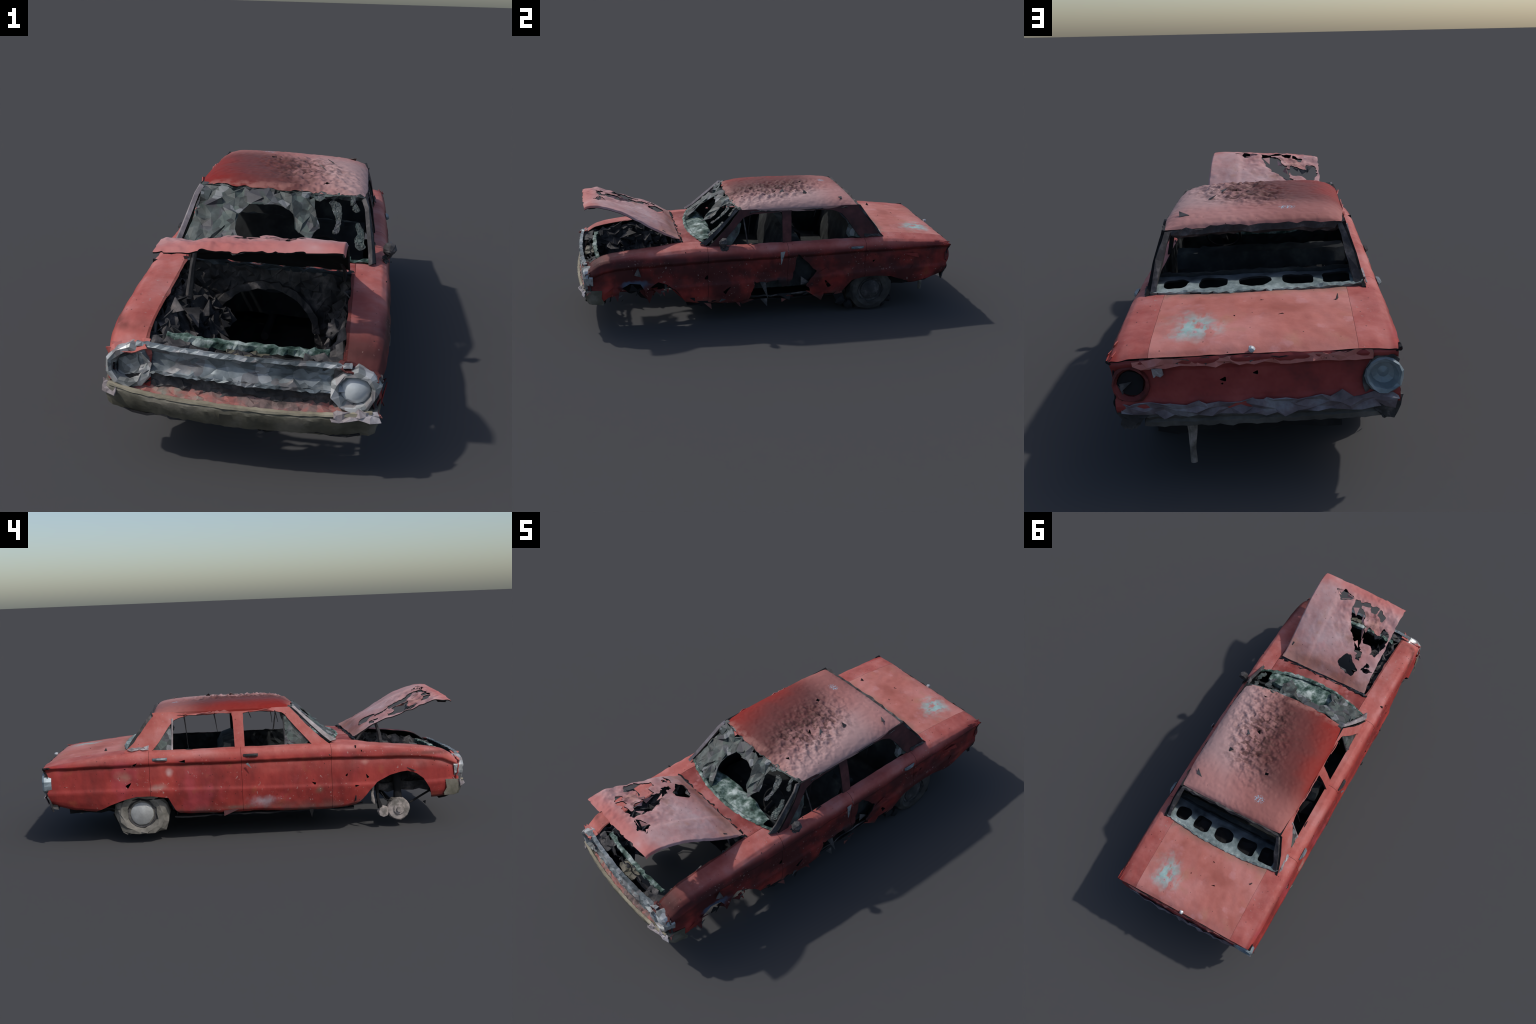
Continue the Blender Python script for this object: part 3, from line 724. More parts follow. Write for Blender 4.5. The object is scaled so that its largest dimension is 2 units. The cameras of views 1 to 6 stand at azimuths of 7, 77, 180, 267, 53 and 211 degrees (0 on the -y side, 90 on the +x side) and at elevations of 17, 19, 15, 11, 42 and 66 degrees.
def build_rear_window():
    # parcel shelf with five openings
    nx, ny = 170, 40
    x, t = np.meshgrid(np.linspace(-.305, .305, nx), np.linspace(0, 1, ny), indexing='ij')
    yf = .488 - .10 * x * x; yr = rw_base(x) + .004
    Y = yf + (yr - yf) * t
    Z = np.interp(t, [0, .1, .5, .85, 1], [.435, .445, .440, .433, .428])
    V = np.stack([x, Y, Z], 2).reshape(-1, 3)
    V[:, 2] += .0035 * fbm(V, 24, 3, 15)
    def holes(V):
        d = np.full(len(V), 1.0)
        for cx, w, h, p in ((-.242, .041, .040, 5), (-.128, .046, .036, 4), (.002, .050, .036, 2.4), (.125, .042, .034, 5), (.238, .038, .032, 3)):
            cy = .562 - .12 * cx * cx
            r = (np.abs((V[:, 0] - cx) / w) ** p + np.abs((V[:, 1] - cy) / h) ** p) ** (1 / p)
            d = np.minimum(d, (r - 1) * h)
        return d + .003 * noise(V, 40, 8)
    plate("parcel_shelf", V, grid_faces(nx, ny), (0, 0, 1), .006, ('shelf', 'soot'), [holes], 40)
    box_sheet('shelf_lining', [(-.30, .485, .405), (.30, .485, .405), (.30, .61, .398), (-.30, .61, .398)], 20, 6, .005, 18, ('soot',), .004, (0, 0, 1))
    rng = np.random.RandomState(19); rings = []
    # facetted rim round the opening: up one pillar, over, down the other
    path = [(-.312, .592, .426), (-.304, .565, .462), (-.295, .532, .507), (-.284, .498, .55), (-.270, .474, .580)]
    path += [(xx, .474, .584 + .006 * (1 - (xx / .27) ** 2)) for xx in np.linspace(-.25, .25, 22)]
    path += [(-a, b, c) for a, b, c in path[:5][::-1]]
    for p in path:
        c = np.array(p); side = abs(p[0]) > .26
        o = np.array([-np.sign(p[0]) * .018, 0, 0]) if side else np.array([0, 0.004, -.018])
        r = np.array([0, .010, .006])
        rings.append(np.array([c - r * .6, c + r, c + r * .6 + o, c - r * .9 + o]) + rng.randn(4, 3) * .0026)
    loft("window_rim", rings, ('burnt',), 0)
    rings = []
    for x in np.linspace(-.315, .315, 50):
        y = float(rw_base(x)); j = rng.randn(4, 3) * .002
        rings.append(np.array([(x, y - .010, .428), (x, y + .001, .432), (x, y + .008, .429), (x, y, .418)]) + j)
    loft("window_rim", rings, ('shelf',), 0)

# ------------------------------------------------------------------ hood
f_hp = curve([(.472, .4265), (.51, .452), (.588, .4945), (.736, .5415), (.874, .5845), (.905, .587), (.930, .583), (.952, .572)])
f_hq = curve([(.472, .434), (.51, .450), (.59, .493), (.741, .582), (.855, .625), (.905, .633), (.930, .629), (.952, .616)])
HOOD_HOLES = [
    [(.125, -.873), (.091, -.892), (.063, -.876), (.022, -.868), (.040, -.855), (.081, -.836), (.107, -.853)],
    [(.004, -.822), (-.026, -.834), (-.062, -.816), (-.084, -.766), (-.099, -.760), (-.108, -.698), (-.111, -.652), (-.079, -.672), (-.041, -.717), (-.016, -.769)],
    [(-.125, -.760), (-.154, -.749), (-.198, -.745), (-.192, -.786), (-.218, -.784), (-.230, -.746), (-.221, -.691), (-.210, -.652), (-.188, -.655), (-.183, -.683), (-.154, -.692), (-.126, -.685), (-.120, -.717)],
    [(-.026, -.86), (-.067, -.871), (-.084, -.862), (-.052, -.849)], [(-.084, -.857), (-.112, -.869), (-.115, -.849), (-.096, -.842)],
    [(-.072, -.595), (-.097, -.597), (-.112, -.578), (-.150, -.545), (-.149, -.522), (-.114, -.521), (-.060, -.536), (-.047, -.554)],
    [(-.112, -.630), (-.139, -.635), (-.143, -.617), (-.127, -.616)], [(-.185, -.568), (-.233, -.572), (-.206, -.558)],
    [(-.14, -.865), (-.165, -.845), (-.155, -.825), (-.135, -.84)], [(-.19, -.60), (-.205, -.59), (-.19, -.58)],
    [(.01, -.862), (-.01, -.868), (-.03, -.835), (-.02, -.815), (.0, -.83)], [(-.105, -.655), (-.118, -.655), (-.142, -.60), (-.128, -.60)]]
def build_hood():
    nx, ny = 200, 210
    x, v = np.meshgrid(np.linspace(-.25, .25, nx), np.linspace(0, 1, ny), indexing='ij')
    Y = -(.472 + (.952 - .472) * v) + .006 * (x / .25) ** 2 * v
    w = (x + .25) / .5
    Z = f_hp(-Y) * (1 - w) + f_hq(-Y) * w + (.020 - .012 * v) * (1 - (x / .25) ** 2) * sstep(0, .12, v)
    ridge = .0035 * (sstep(.10, .125, np.abs(x)) - sstep(.13, .2, np.abs(x))) * sstep(.92, .8, v)
    lip = -.010 * sstep(.243, .25, np.abs(x)) * sstep(.0, .1, v)
    X = x * (1 - .03 * v) - .010 * v - .001 * (1 - v)
    V = np.stack([X, Y, Z + ridge + lip], 2).reshape(-1, 3)
    lump = sstep(.30, .1, np.hypot((V[:, 0] + .1) / 1.0, (V[:, 1] + .82) * 1.2))
    V[:, 2] += .0016 * fbm(V, 9, 3, 44) + lump * .007 * fbm(V, 20, 3, 45) + .004 * noise(V, 28, 51) * sstep(.17, .24, np.abs(V[:, 0])) + .0008 * noise(V, 60, 46)
    H0 = np.stack([x, Y], 2).reshape(-1, 2)
    def holes(V):
        d = np.full(len(V), 1.0)
        for h in HOOD_HOLES: d = np.minimum(d, poly_sd(V[:, 0], V[:, 1], h))
        return d - .005 + .008 * noise(V, 44, 47) + .004 * noise(V, 110, 48)
    edge = lambda V: .5 - np.abs(V[:, 1] + .712) * 1 - .262 + .008 * noise(V, 60, 49) * sstep(-.7, -.9, V[:, 1]) + .001 * noise(V, 30, 52)
    sides = lambda V: .245 - np.abs(V[:, 0] - .002) * 1 + .003 * noise(V, 50, 50)
    plate("hood", V, grid_faces(nx, ny), (0, 0, 1), .005, ('hood', 'soot'), [holes, edge, sides], 60)
    # seam of the nose strip of the hood, a dark reinforcing channel below and the bowed lip
    hz = lambda a, b: float(f_hp(-b) * (.5 - a / .5) + f_hq(-b) * (.5 + a / .5) + .010 * (1 - (a / .25) ** 2))
    rings = []
    rng = np.random.RandomState(77)
    for a in np.linspace(-.215, .225, 30):
        z = hz(a, -.93) - .008; j = rng.randn(4, 3) * .0015
        rings.append(np.array([(a, -.934, z), (a, -.90, z + .002), (a, -.89, z - .010), (a, -.925, z - .012)]) + j)
    loft("hood_channel", rings, ('soot',), 0)
    # torn flaps round the rust holes
    for i in range(16):
        h = HOOD_HOLES[(1, 2, 0, 5)[i % 4]]; a, b = h[(i * 3) % len(h)]; a2, b2 = h[(i * 3 + 1) % len(h)]
        cx, cy = np.mean(h, 0); tip = np.array([a, b]) * .5 + np.array([a2, b2]) * .1 + np.array([cx, cy]) * .4
        shard("torn_flap", [(a, b, hz(a, b)), (a2, b2, hz(a2, b2)), (tip[0], tip[1], hz(tip[0], tip[1]) - rng.uniform(.006, .02))], .002, ('burnt',) if i % 2 else ('hood',))
    # prop rod and hinge links
    tube("hood_hinge", [(-.235, -.48, .40), (-.232, -.51, .445), (-.22, -.56, .478)], .006, ('burnt',), 6)
    tube("hood_hinge", [(.235, -.48, .40), (.232, -.51, .44), (.22, -.56, .478)], .006, ('burnt',), 6)
    tube("hood_prop", [(-.215, -.62, .30), (-.21, -.60, .44), (-.205, -.585, .49)], [.010, .008, .006], ('burnt',), 6, 0, .2)

# ------------------------------------------------------------------ engine bay
def build_bay():
    for sign in (-1, 1):
        s = sign
        xi = .185 if s < 0 else .245
        box_sheet("fender_liner", [(s * .255, -.93, .330), (s * .258, -.47, .408), (s * xi, -.46, .18), (s * xi, -.90, .165)], 22, 10, .007, 21 + s, ('burnt',), .005, (-s, 0, 0),
                  cuts=[lambda V: np.hypot((V[:, 1] + .67) / 1.25, V[:, 2] - .10) - .085 + .01 * noise(V, 14, 2)])
        box_sheet("fender_liner", [(s * .262, -.46, .40), (s * .36, -.46, .40), (s * .36, -.46, .14), (s * .262, -.46, .14)], 6, 8, .004, 31 + s, ('soot',), .005, (0, -1, 0))
        box_sheet("spring_tower", [(s * .252, -.74, .36), (s * .252, -.60, .375), (s * .205, -.61, .33), (s * .205, -.73, .32)], 8, 6, .007, 41 + s, ('burnt',), .005, (0, 0, 1))
        box_sheet("spring_tower", [(s * .215, -.73, .32), (s * .215, -.61, .33), (s * .24, -.62, .22), (s * .24, -.72, .21)], 8, 6, .006, 43 + s, ('soot',), .005, (-s, 0, 0))
        box_sheet("wheel_house", [(s * .20, -.84, .30), (s * .345, -.84, .27), (s * .345, -.84, .15), (s * .20, -.84, .15)], 6, 6, .003, 51 + s, ('soot',), .004, (0, 1, 0))
        box_sheet("chassis_rail", [(s * .21, -.92, .20), (s * .19, -.45, .19), (s * .19, -.45, .15), (s * .21, -.92, .16)], 16, 3, .004, 61 + s, ('burnt',), .02, (-s, 0, 0))
    box_sheet('bay_wall', [(-.245, -.90, .330), (-.25, -.50, .385), (-.09, -.49, .255), (-.10, -.87, .235)], 22, 12, .011, 86, ('burnt', 'soot'), .006, (1, 0, 1), cuts=[lambda V: noise(V, 11, 12) + .6])
    box_sheet('bay_wall', [(.245, -.90, .335), (.25, -.50, .40), (.20, -.49, .24), (.205, -.88, .20)], 18, 8, .008, 87, ('burnt', 'soot'), .006, (-1, 0, 1), cuts=[lambda V: noise(V, 11, 13) + .5])
    box_sheet('splash_pan', [(-.31, -.965, .142), (.31, -.965, .142), (.28, -.80, .100), (-.28, -.80, .105)], 20, 6, .005, 88, ('soot',), .005, (0, -.3, -1), cuts=[lambda V: noise(V, 9, 14) + .6, lambda V: -.865 + .012 * noise(V, 20, 15) - V[:, 1]])
    # firewall with the arched gearbox opening
    def arch(V): return np.hypot(V[:, 0], np.maximum(V[:, 2] - .19, 0)) - .160 + .010 * noise(V, 12, 7)
    box_sheet("firewall", [(-.262, -.468, .425), (.262, -.468, .425), (.262, -.43, .14), (-.262, -.43, .14)], 40, 18, .004, 71, ('burnt', 'soot'), .006, (0, -1, 0), cuts=[arch])
    box_sheet("firewall_ledge", [(-.25, -.478, .422), (.25, -.478, .422), (.25, -.464, .405), (-.25, -.464, .405)], 26, 3, .003, 72, ('shelf',), .006, (0, -1, .4))
    box_sheet("tunnel", [(-.14, -.43, .15), (-.13, -.30, .14), (-.13, .30, .14), (-.14, .30, .14)], 4, 4, .002, 73, ('soot',), .004, (0, 0, 1))
    rings = []
    rng = np.random.RandomState(5)
    for a in np.linspace(.12, math.pi - .12, 26):    # arched gearbox hoop
        c, s_ = math.cos(a), math.sin(a)
        rings.append([(.0 + r * c, y, .19 + r * s_) + rng.randn(3) * .003 for r, y in ((.158, -.475), (.180, -.475), (.180, -.45), (.158, -.45))])
    loft("gearbox_hoop", rings, ('burnt',), 0)
    # radiator support: upper bar, plates behind the grille
    rings = []
    for x in np.linspace(-.215, .215, 34):
        y = -.900 + .012 * (x / .2) ** 2; z = .336
        rings.append(np.array([(x, y - .008, z + .003), (x, y + .010, z + .005), (x, y + .012, z - .014), (x, y - .006, z - .016)]) + rng.randn(4, 3) * .0022)
    loft("radiator_support", rings, ('dash',), 0)
    hole = lambda V: np.hypot((V[:, 0] + .09) / 1.4, V[:, 2] - .28) - .03
    hole2 = lambda V: np.hypot((V[:, 0] - .09) / 1.6, V[:, 2] - .275) - .035
    box_sheet("radiator_support", [(-.25, -.925, .322), (.25, -.925, .322), (.25, -.93, .20), (-.25, -.93, .20)], 34, 8, .0045, 81, ('burnt', 'soot'), .005, (0, -1, 0), cuts=[hole, hole2])
    box_sheet("lock_plate", [(-.05, -.91, .322), (.06, -.91, .322), (.06, -.953, .312), (-.05, -.953, .312)], 8, 4, .004, 82, ('bumper',), .005, (0, 0, 1))
    box_sheet("bay_plate", [(.15, -.90, .33), (.25, -.90, .335), (.25, -.955, .325), (.15, -.955, .315)], 7, 4, .004, 83, ('burnt',), .005, (0, 0, 1))
    box_sheet("bay_plate", [(-.25, -.90, .335), (-.15, -.90, .33), (-.15, -.955, .318), (-.25, -.955, .325)], 7, 4, .004, 84, ('burnt',), .005, (0, 0, 1))
    for i in range(22):                               # loose scraps and wires along the sides
        s = -1 if rng.rand() < .7 else 1
        p = np.array([s * rng.uniform(.19, .25), rng.uniform(-.88, -.50), rng.uniform(.26, .37)])
        q = rng.randn(3, 3) * .020
        shard("bay_scrap", [p + q[0], p + q[1], p + q[2]], .003, ('burnt',))

# ------------------------------------------------------------------ front end
def bow(x, k=.030): return k * (x / .36) ** 2
def build_front():
    rng = np.random.RandomState(91)
    # grille: crumpled concave bright panel
    nx, nz = 30, 7
    x, t = np.meshgrid(np.linspace(-.262, .262, nx), np.linspace(0, 1, nz), indexing='ij')
    Z = .266 + (.330 - .266) * t
    Y = -.978 + bow(x) + .018 * np.sin(np.pi * np.clip(t, 0, 1)) ** .7
    V = np.stack([x, Y, Z], 2).reshape(-1, 3) + rng.randn(nx * nz, 3) * [.003, .0022, .0018]
    plate("grille", V, grid_faces(nx, nz, rng=rng), (0, -1, 0), .004, ('chrome', 'soot'), (), 24, rim=0)
    rings = []
    for x in np.linspace(-.275, .275, 44):
        y = -.980 + bow(x); z = .331 + .004 * abs(x) / .27
        rings.append(np.array([(x, y - .002, z - .004), (x, y + .002, z + .004), (x, y + .016, z + .003), (x, y + .012, z - .005)]) + rng.randn(4, 3) * .0011)
    loft("grille_surround", rings, ('chrome',), 0)
    rings = []
    for x in np.linspace(-.262, .24, 44):
        y = -.980 + bow(x); z = .263
        rings.append(np.array([(x, y - .001, z - .003), (x, y, z + .004), (x, y + .014, z + .003), (x, y + .012, z - .005)]) + rng.randn(4, 3) * .0018)
    loft("grille_surround", rings, ('chrome',), 0)
    # dark recess and rusty valance under the grille
    nb = lambda u, v: np.stack([0 * u, bow((u - .5) * .7), 0 * u], 1)
    box_sheet("grille_recess", [(-.33, -.952, .262), (.33, -.952, .262), (.335, -.962, .218), (-.335, -.962, .218)], 40, 6, .0035, 92, ('burnt',), .004, (0, -1, 0), bow=lambda u, v: np.stack([0 * u, bow((u - .5) * .66), 0 * u], 1))
    box_sheet("valance", [(-.352, -.952, .226), (.352, -.952, .226), (.362, -.985, .202), (-.362, -.985, .202)], 46, 5, .0025, 93, ('valance',), .004, (0, -1, .8), bow=lambda u, v: np.stack([0 * u, bow((u - .5) * .70), 0 * u], 1))
    # bumper blade
    n = 60; rings = []
    for i, u in enumerate(np.linspace(-1, 1, n)):
        a = abs(u)
        x = u * .360 if a < .94 else np.sign(u) * (.360 * .94 + .024 * math.sin((a - .94) / .06 * math.pi / 2))
        back = 0 if a < .94 else .058 * (1 - math.cos((a - .94) / .06 * math.pi / 2))
        y = -.998 + bow(x, .030) + back; rise = .020 * a ** 4
        top = .198 + rise; bot = .137 + (.010 if u < 0 else .006) * a ** 2
        sec = [(y + .030, top + .004), (y + .008, top + .004), (y + .001, top - .006), (y + .001, top - .014), (y + .010, (top + bot) / 2 - .006), (y + .022, bot + .002), (y + .032, bot), (y + .036, bot + .012), (y + .024, (top + bot) / 2)]
        rings.append(np.array([(x, p, q) for p, q in sec]) + rng.randn(9, 3) * .0011)
    loft("bumper", rings, ('bumper',), 28)
    lip = []
    for x in np.linspace(-.345, .34, 50):
        y = -.998 + bow(x, .030); z = .203 + .020 * (abs(x) / .36) ** 4
        lip.append(np.array([(x, y, z - .004), (x, y + .001, z + .002), (x, y + .012, z + .003), (x, y + .010, z - .005)]) + rng.randn(4, 3) * .0008)
    loft("bumper_highlight", lip, ('olive',), 25)  # added pale strip, a highlight painted along the bumper's top edge
    box_sheet("bumper_trim", [(.24, -.982, .215), (.352, -.966, .222), (.365, -.972, .196), (.24, -.999, .196)], 9, 4, .0035, 94, ('white_trim',), .003, (0, -1, .6))
    box_sheet("bumper_trim", [(-.362, -.948, .222), (-.318, -.970, .216), (-.322, -.985, .196), (-.365, -.958, .190)], 6, 4, .002, 95, ('white_trim',), .003, (-.5, -1, .4))
    # lamps
    for sign in (-1, 1):
        c = np.array([sign * .292, -.955, .268])
        R = np.array([revring(c, r, d, 10, jit=.0035, seed=100 + k + sign) for k, (r, d) in enumerate(((.062, .030), (.062, -.006), (.055, -.015), (.045, -.012), (.040, .012), (.045, .034)))])
        head = loft("headlight", R, ('bezel',), 0, cap=False)
        if sign > 0:
            prof = [(.0005, -.016), (.014, -.0145), (.026, -.010), (.036, -.002), (.043, .010), (.043, .03)]
        else:
            prof = [(.0005, .010), (.012, .006), (.024, .004), (.035, .010), (.043, .018), (.044, .034)]
        revolve("headlight_lens", [(r, d + .004) for r, d in prof], c, 1, ('lens' if sign > 0 else 'bezel',), 14 if sign > 0 else 11, 20 if sign > 0 else 0, .03 if sign > 0 else .12, 111 + sign, 'y', parent=head)
        # crumpled pale lip of the fender above the lamp
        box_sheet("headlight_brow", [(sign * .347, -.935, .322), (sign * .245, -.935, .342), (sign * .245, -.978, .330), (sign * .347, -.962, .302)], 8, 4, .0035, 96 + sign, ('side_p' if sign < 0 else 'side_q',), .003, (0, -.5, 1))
        box_sheet("headlight_panel", [(sign * .354, -.948, .312), (sign * .235, -.955, .33), (sign * .235, -.95, .215), (sign * .354, -.938, .205)], 8, 8, .003, 98 + sign, ('side_p' if sign < 0 else 'burnt',), .004, (0, -1, 0),
                  cuts=[lambda V, c=c: np.hypot(V[:, 0] - c[0], V[:, 2] - c[2]) - .047])

def revring(c, r, d, n, jit=0, seed=0):
    rng = np.random.RandomState(seed)
    th = (np.arange(n) + .5) / n * 2 * math.pi
    rr = r + rng.randn(n) * jit
    return np.stack([c[0] + rr * np.cos(th), c[1] + d + rng.randn(n) * jit * .6, c[2] + rr * np.sin(th)], 1)

# ------------------------------------------------------------------ rear end
def build_rear():
    rng = np.random.RandomState(121)
    nx, nz = 220, 70
    x, t = np.meshgrid(np.linspace(-.368, .368, nx), np.linspace(0, 1, nz), indexing='ij')
    Z = .371 + (.214 - .371) * t
    Y = np.interp(t, [0, .05, .10, .17, .24, .45, .62, .72, .78, .84, .92, 1], [.982, .986, .984, .977, .971, .970, .971, .973, .976, .978, .976, .966])
    Y = Y + .008 * (1 - (x / .37) ** 2) - .004
    Z = Z - .006 * (x / .37) ** 2 * sstep(.3, 0, t)
    V = np.stack([x, Y, Z], 2).reshape(-1, 3)
    V[:, 1] += .0018 * fbm(V, 12, 3, 61) + .0035 * noise(V, 34, 62) * (sstep(.262, .245, V[:, 2]) + sstep(.335, .35, V[:, 2]))
    def lamps(V): return np.minimum(np.hypot(V[:, 0] - .322, V[:, 2] - .300), np.hypot(V[:, 0] + .328, V[:, 2] - .295)) - .042
    def dots(V):
        d = np.full(len(V), 1.)
        for cx, cz, s in ((.085, .300, .009), (.0, .315, .008), (.088, .289, .004)):
            d = np.minimum(d, poly_sd(V[:, 0], V[:, 2], [(cx - s, cz - s * .7), (cx - s, cz + s), (cx + s, cz)]))
        return d
    plate("tail_panel", V, grid_faces(nx, nz), (0, 1, 0), .005, ('rear', 'soot'), [lamps, dots], 50)
    # crumpled bright strip where the bumper was torn off
    box_sheet("lamp_surround", [(-.372, .978, .352), (-.268, .984, .352), (-.262, .980, .225), (-.364, .966, .222)], 9, 10, .0025, 127, ('burnt',), .003, (0, 1, 0),
              cuts=[lambda V: np.hypot(V[:, 0] + .328, V[:, 2] - .295) - .040, lambda V: .062 + .012 * noise(V, 25, 3) - np.hypot((V[:, 0] + .328), (V[:, 2] - .282) * .85)])
    box_sheet("lid_lip", [(-.30, .986, .366), (.31, .986, .366), (.31, .988, .346), (-.30, .988, .346)], 30, 3, .0032, 128, ('deck', 'soot'), .003, (0, 1, .2), cuts=[lambda V: .012 * noise(V, 16, 6) + .006])
    box_sheet("trim_strip", [(-.360, .980, .250), (.360, .978, .252), (.350, .974, .212), (-.350, .976, .210)], 26, 4, .0045, 122, ('plum',), .003, (0, 1, 0),
              bow=lambda u, v: np.stack([0 * u, .012 * (1 - (2 * u - 1) ** 2), -.004 * (1 - (2 * u - 1) ** 2)], 1), cuts=[lambda V: .012 * noise(V, 14, 5) + .011 - .010 * sstep(.238, .25, V[:, 2])])
    rings = []
    for a in np.linspace(-.34, .30, 40):
        y = .958 + .012 * (1 - (a / .35) ** 2); z = .206
        rings.append(np.array([(a, y, z + .012), (a, y + .010, z), (a, y - .004, z - .012), (a, y + .004, z - .018), (a, y - .004, z - .034), (a, y - .030, z - .036), (a, y - .025, z + .01)]) + rng.randn(7, 3) * .0015)
    loft("valance", rings, ('rear_iron',), 20)
    box_sheet("valance", [(-.30, .955, .205), (.29, .955, .205), (.27, .90, .168), (-.15, .90, .165)], 24, 5, .003, 123, ('burnt',), .004, (0, 1, -.5))
    for s in (-1, 1):                                 # drooping corner hooks
        box_sheet("bumper_bracket", [(s * .374, .968, .235), (s * .285, .978, .215), (s * .322, .962, .170), (s * .356, .952, .162)], 6, 5, .002, 124 + s, ('burnt',), .006, (0, 1, 0))
    # tail lamps: one bright ring left, one empty socket
    c = np.array([-.328, .968, .295])
    ring = revolve("taillight", [(.046, -.02), (.050, .012), (.046, .020), (.038, .016), (.030, -.006), (.015, -.012), (.0005, -.006)], c, 1, ('tail',), 15, 0, .035, 5, 'y')
    c = np.array([.322, .966, .300])
    revolve("taillight_socket", [(.050, -.01), (.050, .012), (.044, .016), (.037, .004), (.032, -.03), (.028, -.07), (.0005, -.072)], c, 1, ('socket',), 15, 0, .04, 6, 'y')
    revolve('dark_socket_cup', [(.034, .0), (.030, -.02), (.026, -.066), (.0005, -.068)], c + np.array([0, .002, 0]), 1, ('soot',), 13, 0, .04, 7, 'y')  # added dark cup filling the socket so it looks deep
    shard("lamp_scrap", [c + (.030, .002, .0), c + (-.004, .004, .006), c + (.026, .006, -.020)], .003, ('burnt',))
    shard("lamp_scrap", [c + (.034, .002, -.005), c + (.030, .008, -.078), c + (.022, .006, -.02)], .003, ('burnt',))
    box_sheet("lamp_trim", [(.262, .986, .345), (.236, .986, .342), (.240, .978, .318), (.258, .980, .322)], 4, 4, .002, 126, ('white_trim',), .003, (0, 1, 0))
    # lock emblem on the trunk edge
    revolve("trunk_emblem", [(.0005, .009), (.006, .007), (.009, .0), (.009, -.008)], (.003, .982, .382), 1, ('lens',), 8, 0, .08, 8, 'y')
    # hanging strut under the tail
    tube("tail_strut", [(.184, .905, .160), (.183, .903, .125), (.188, .904, .080), (.187, .906, .036)], [.016, .012, .010, .009], ('drum',), 7, 0, .15, 3)
    tube("exhaust_stub", [(-.20, .62, .115), (-.12, .80, .15), (-.10, .92, .165)], .012, ('burnt',), 8)

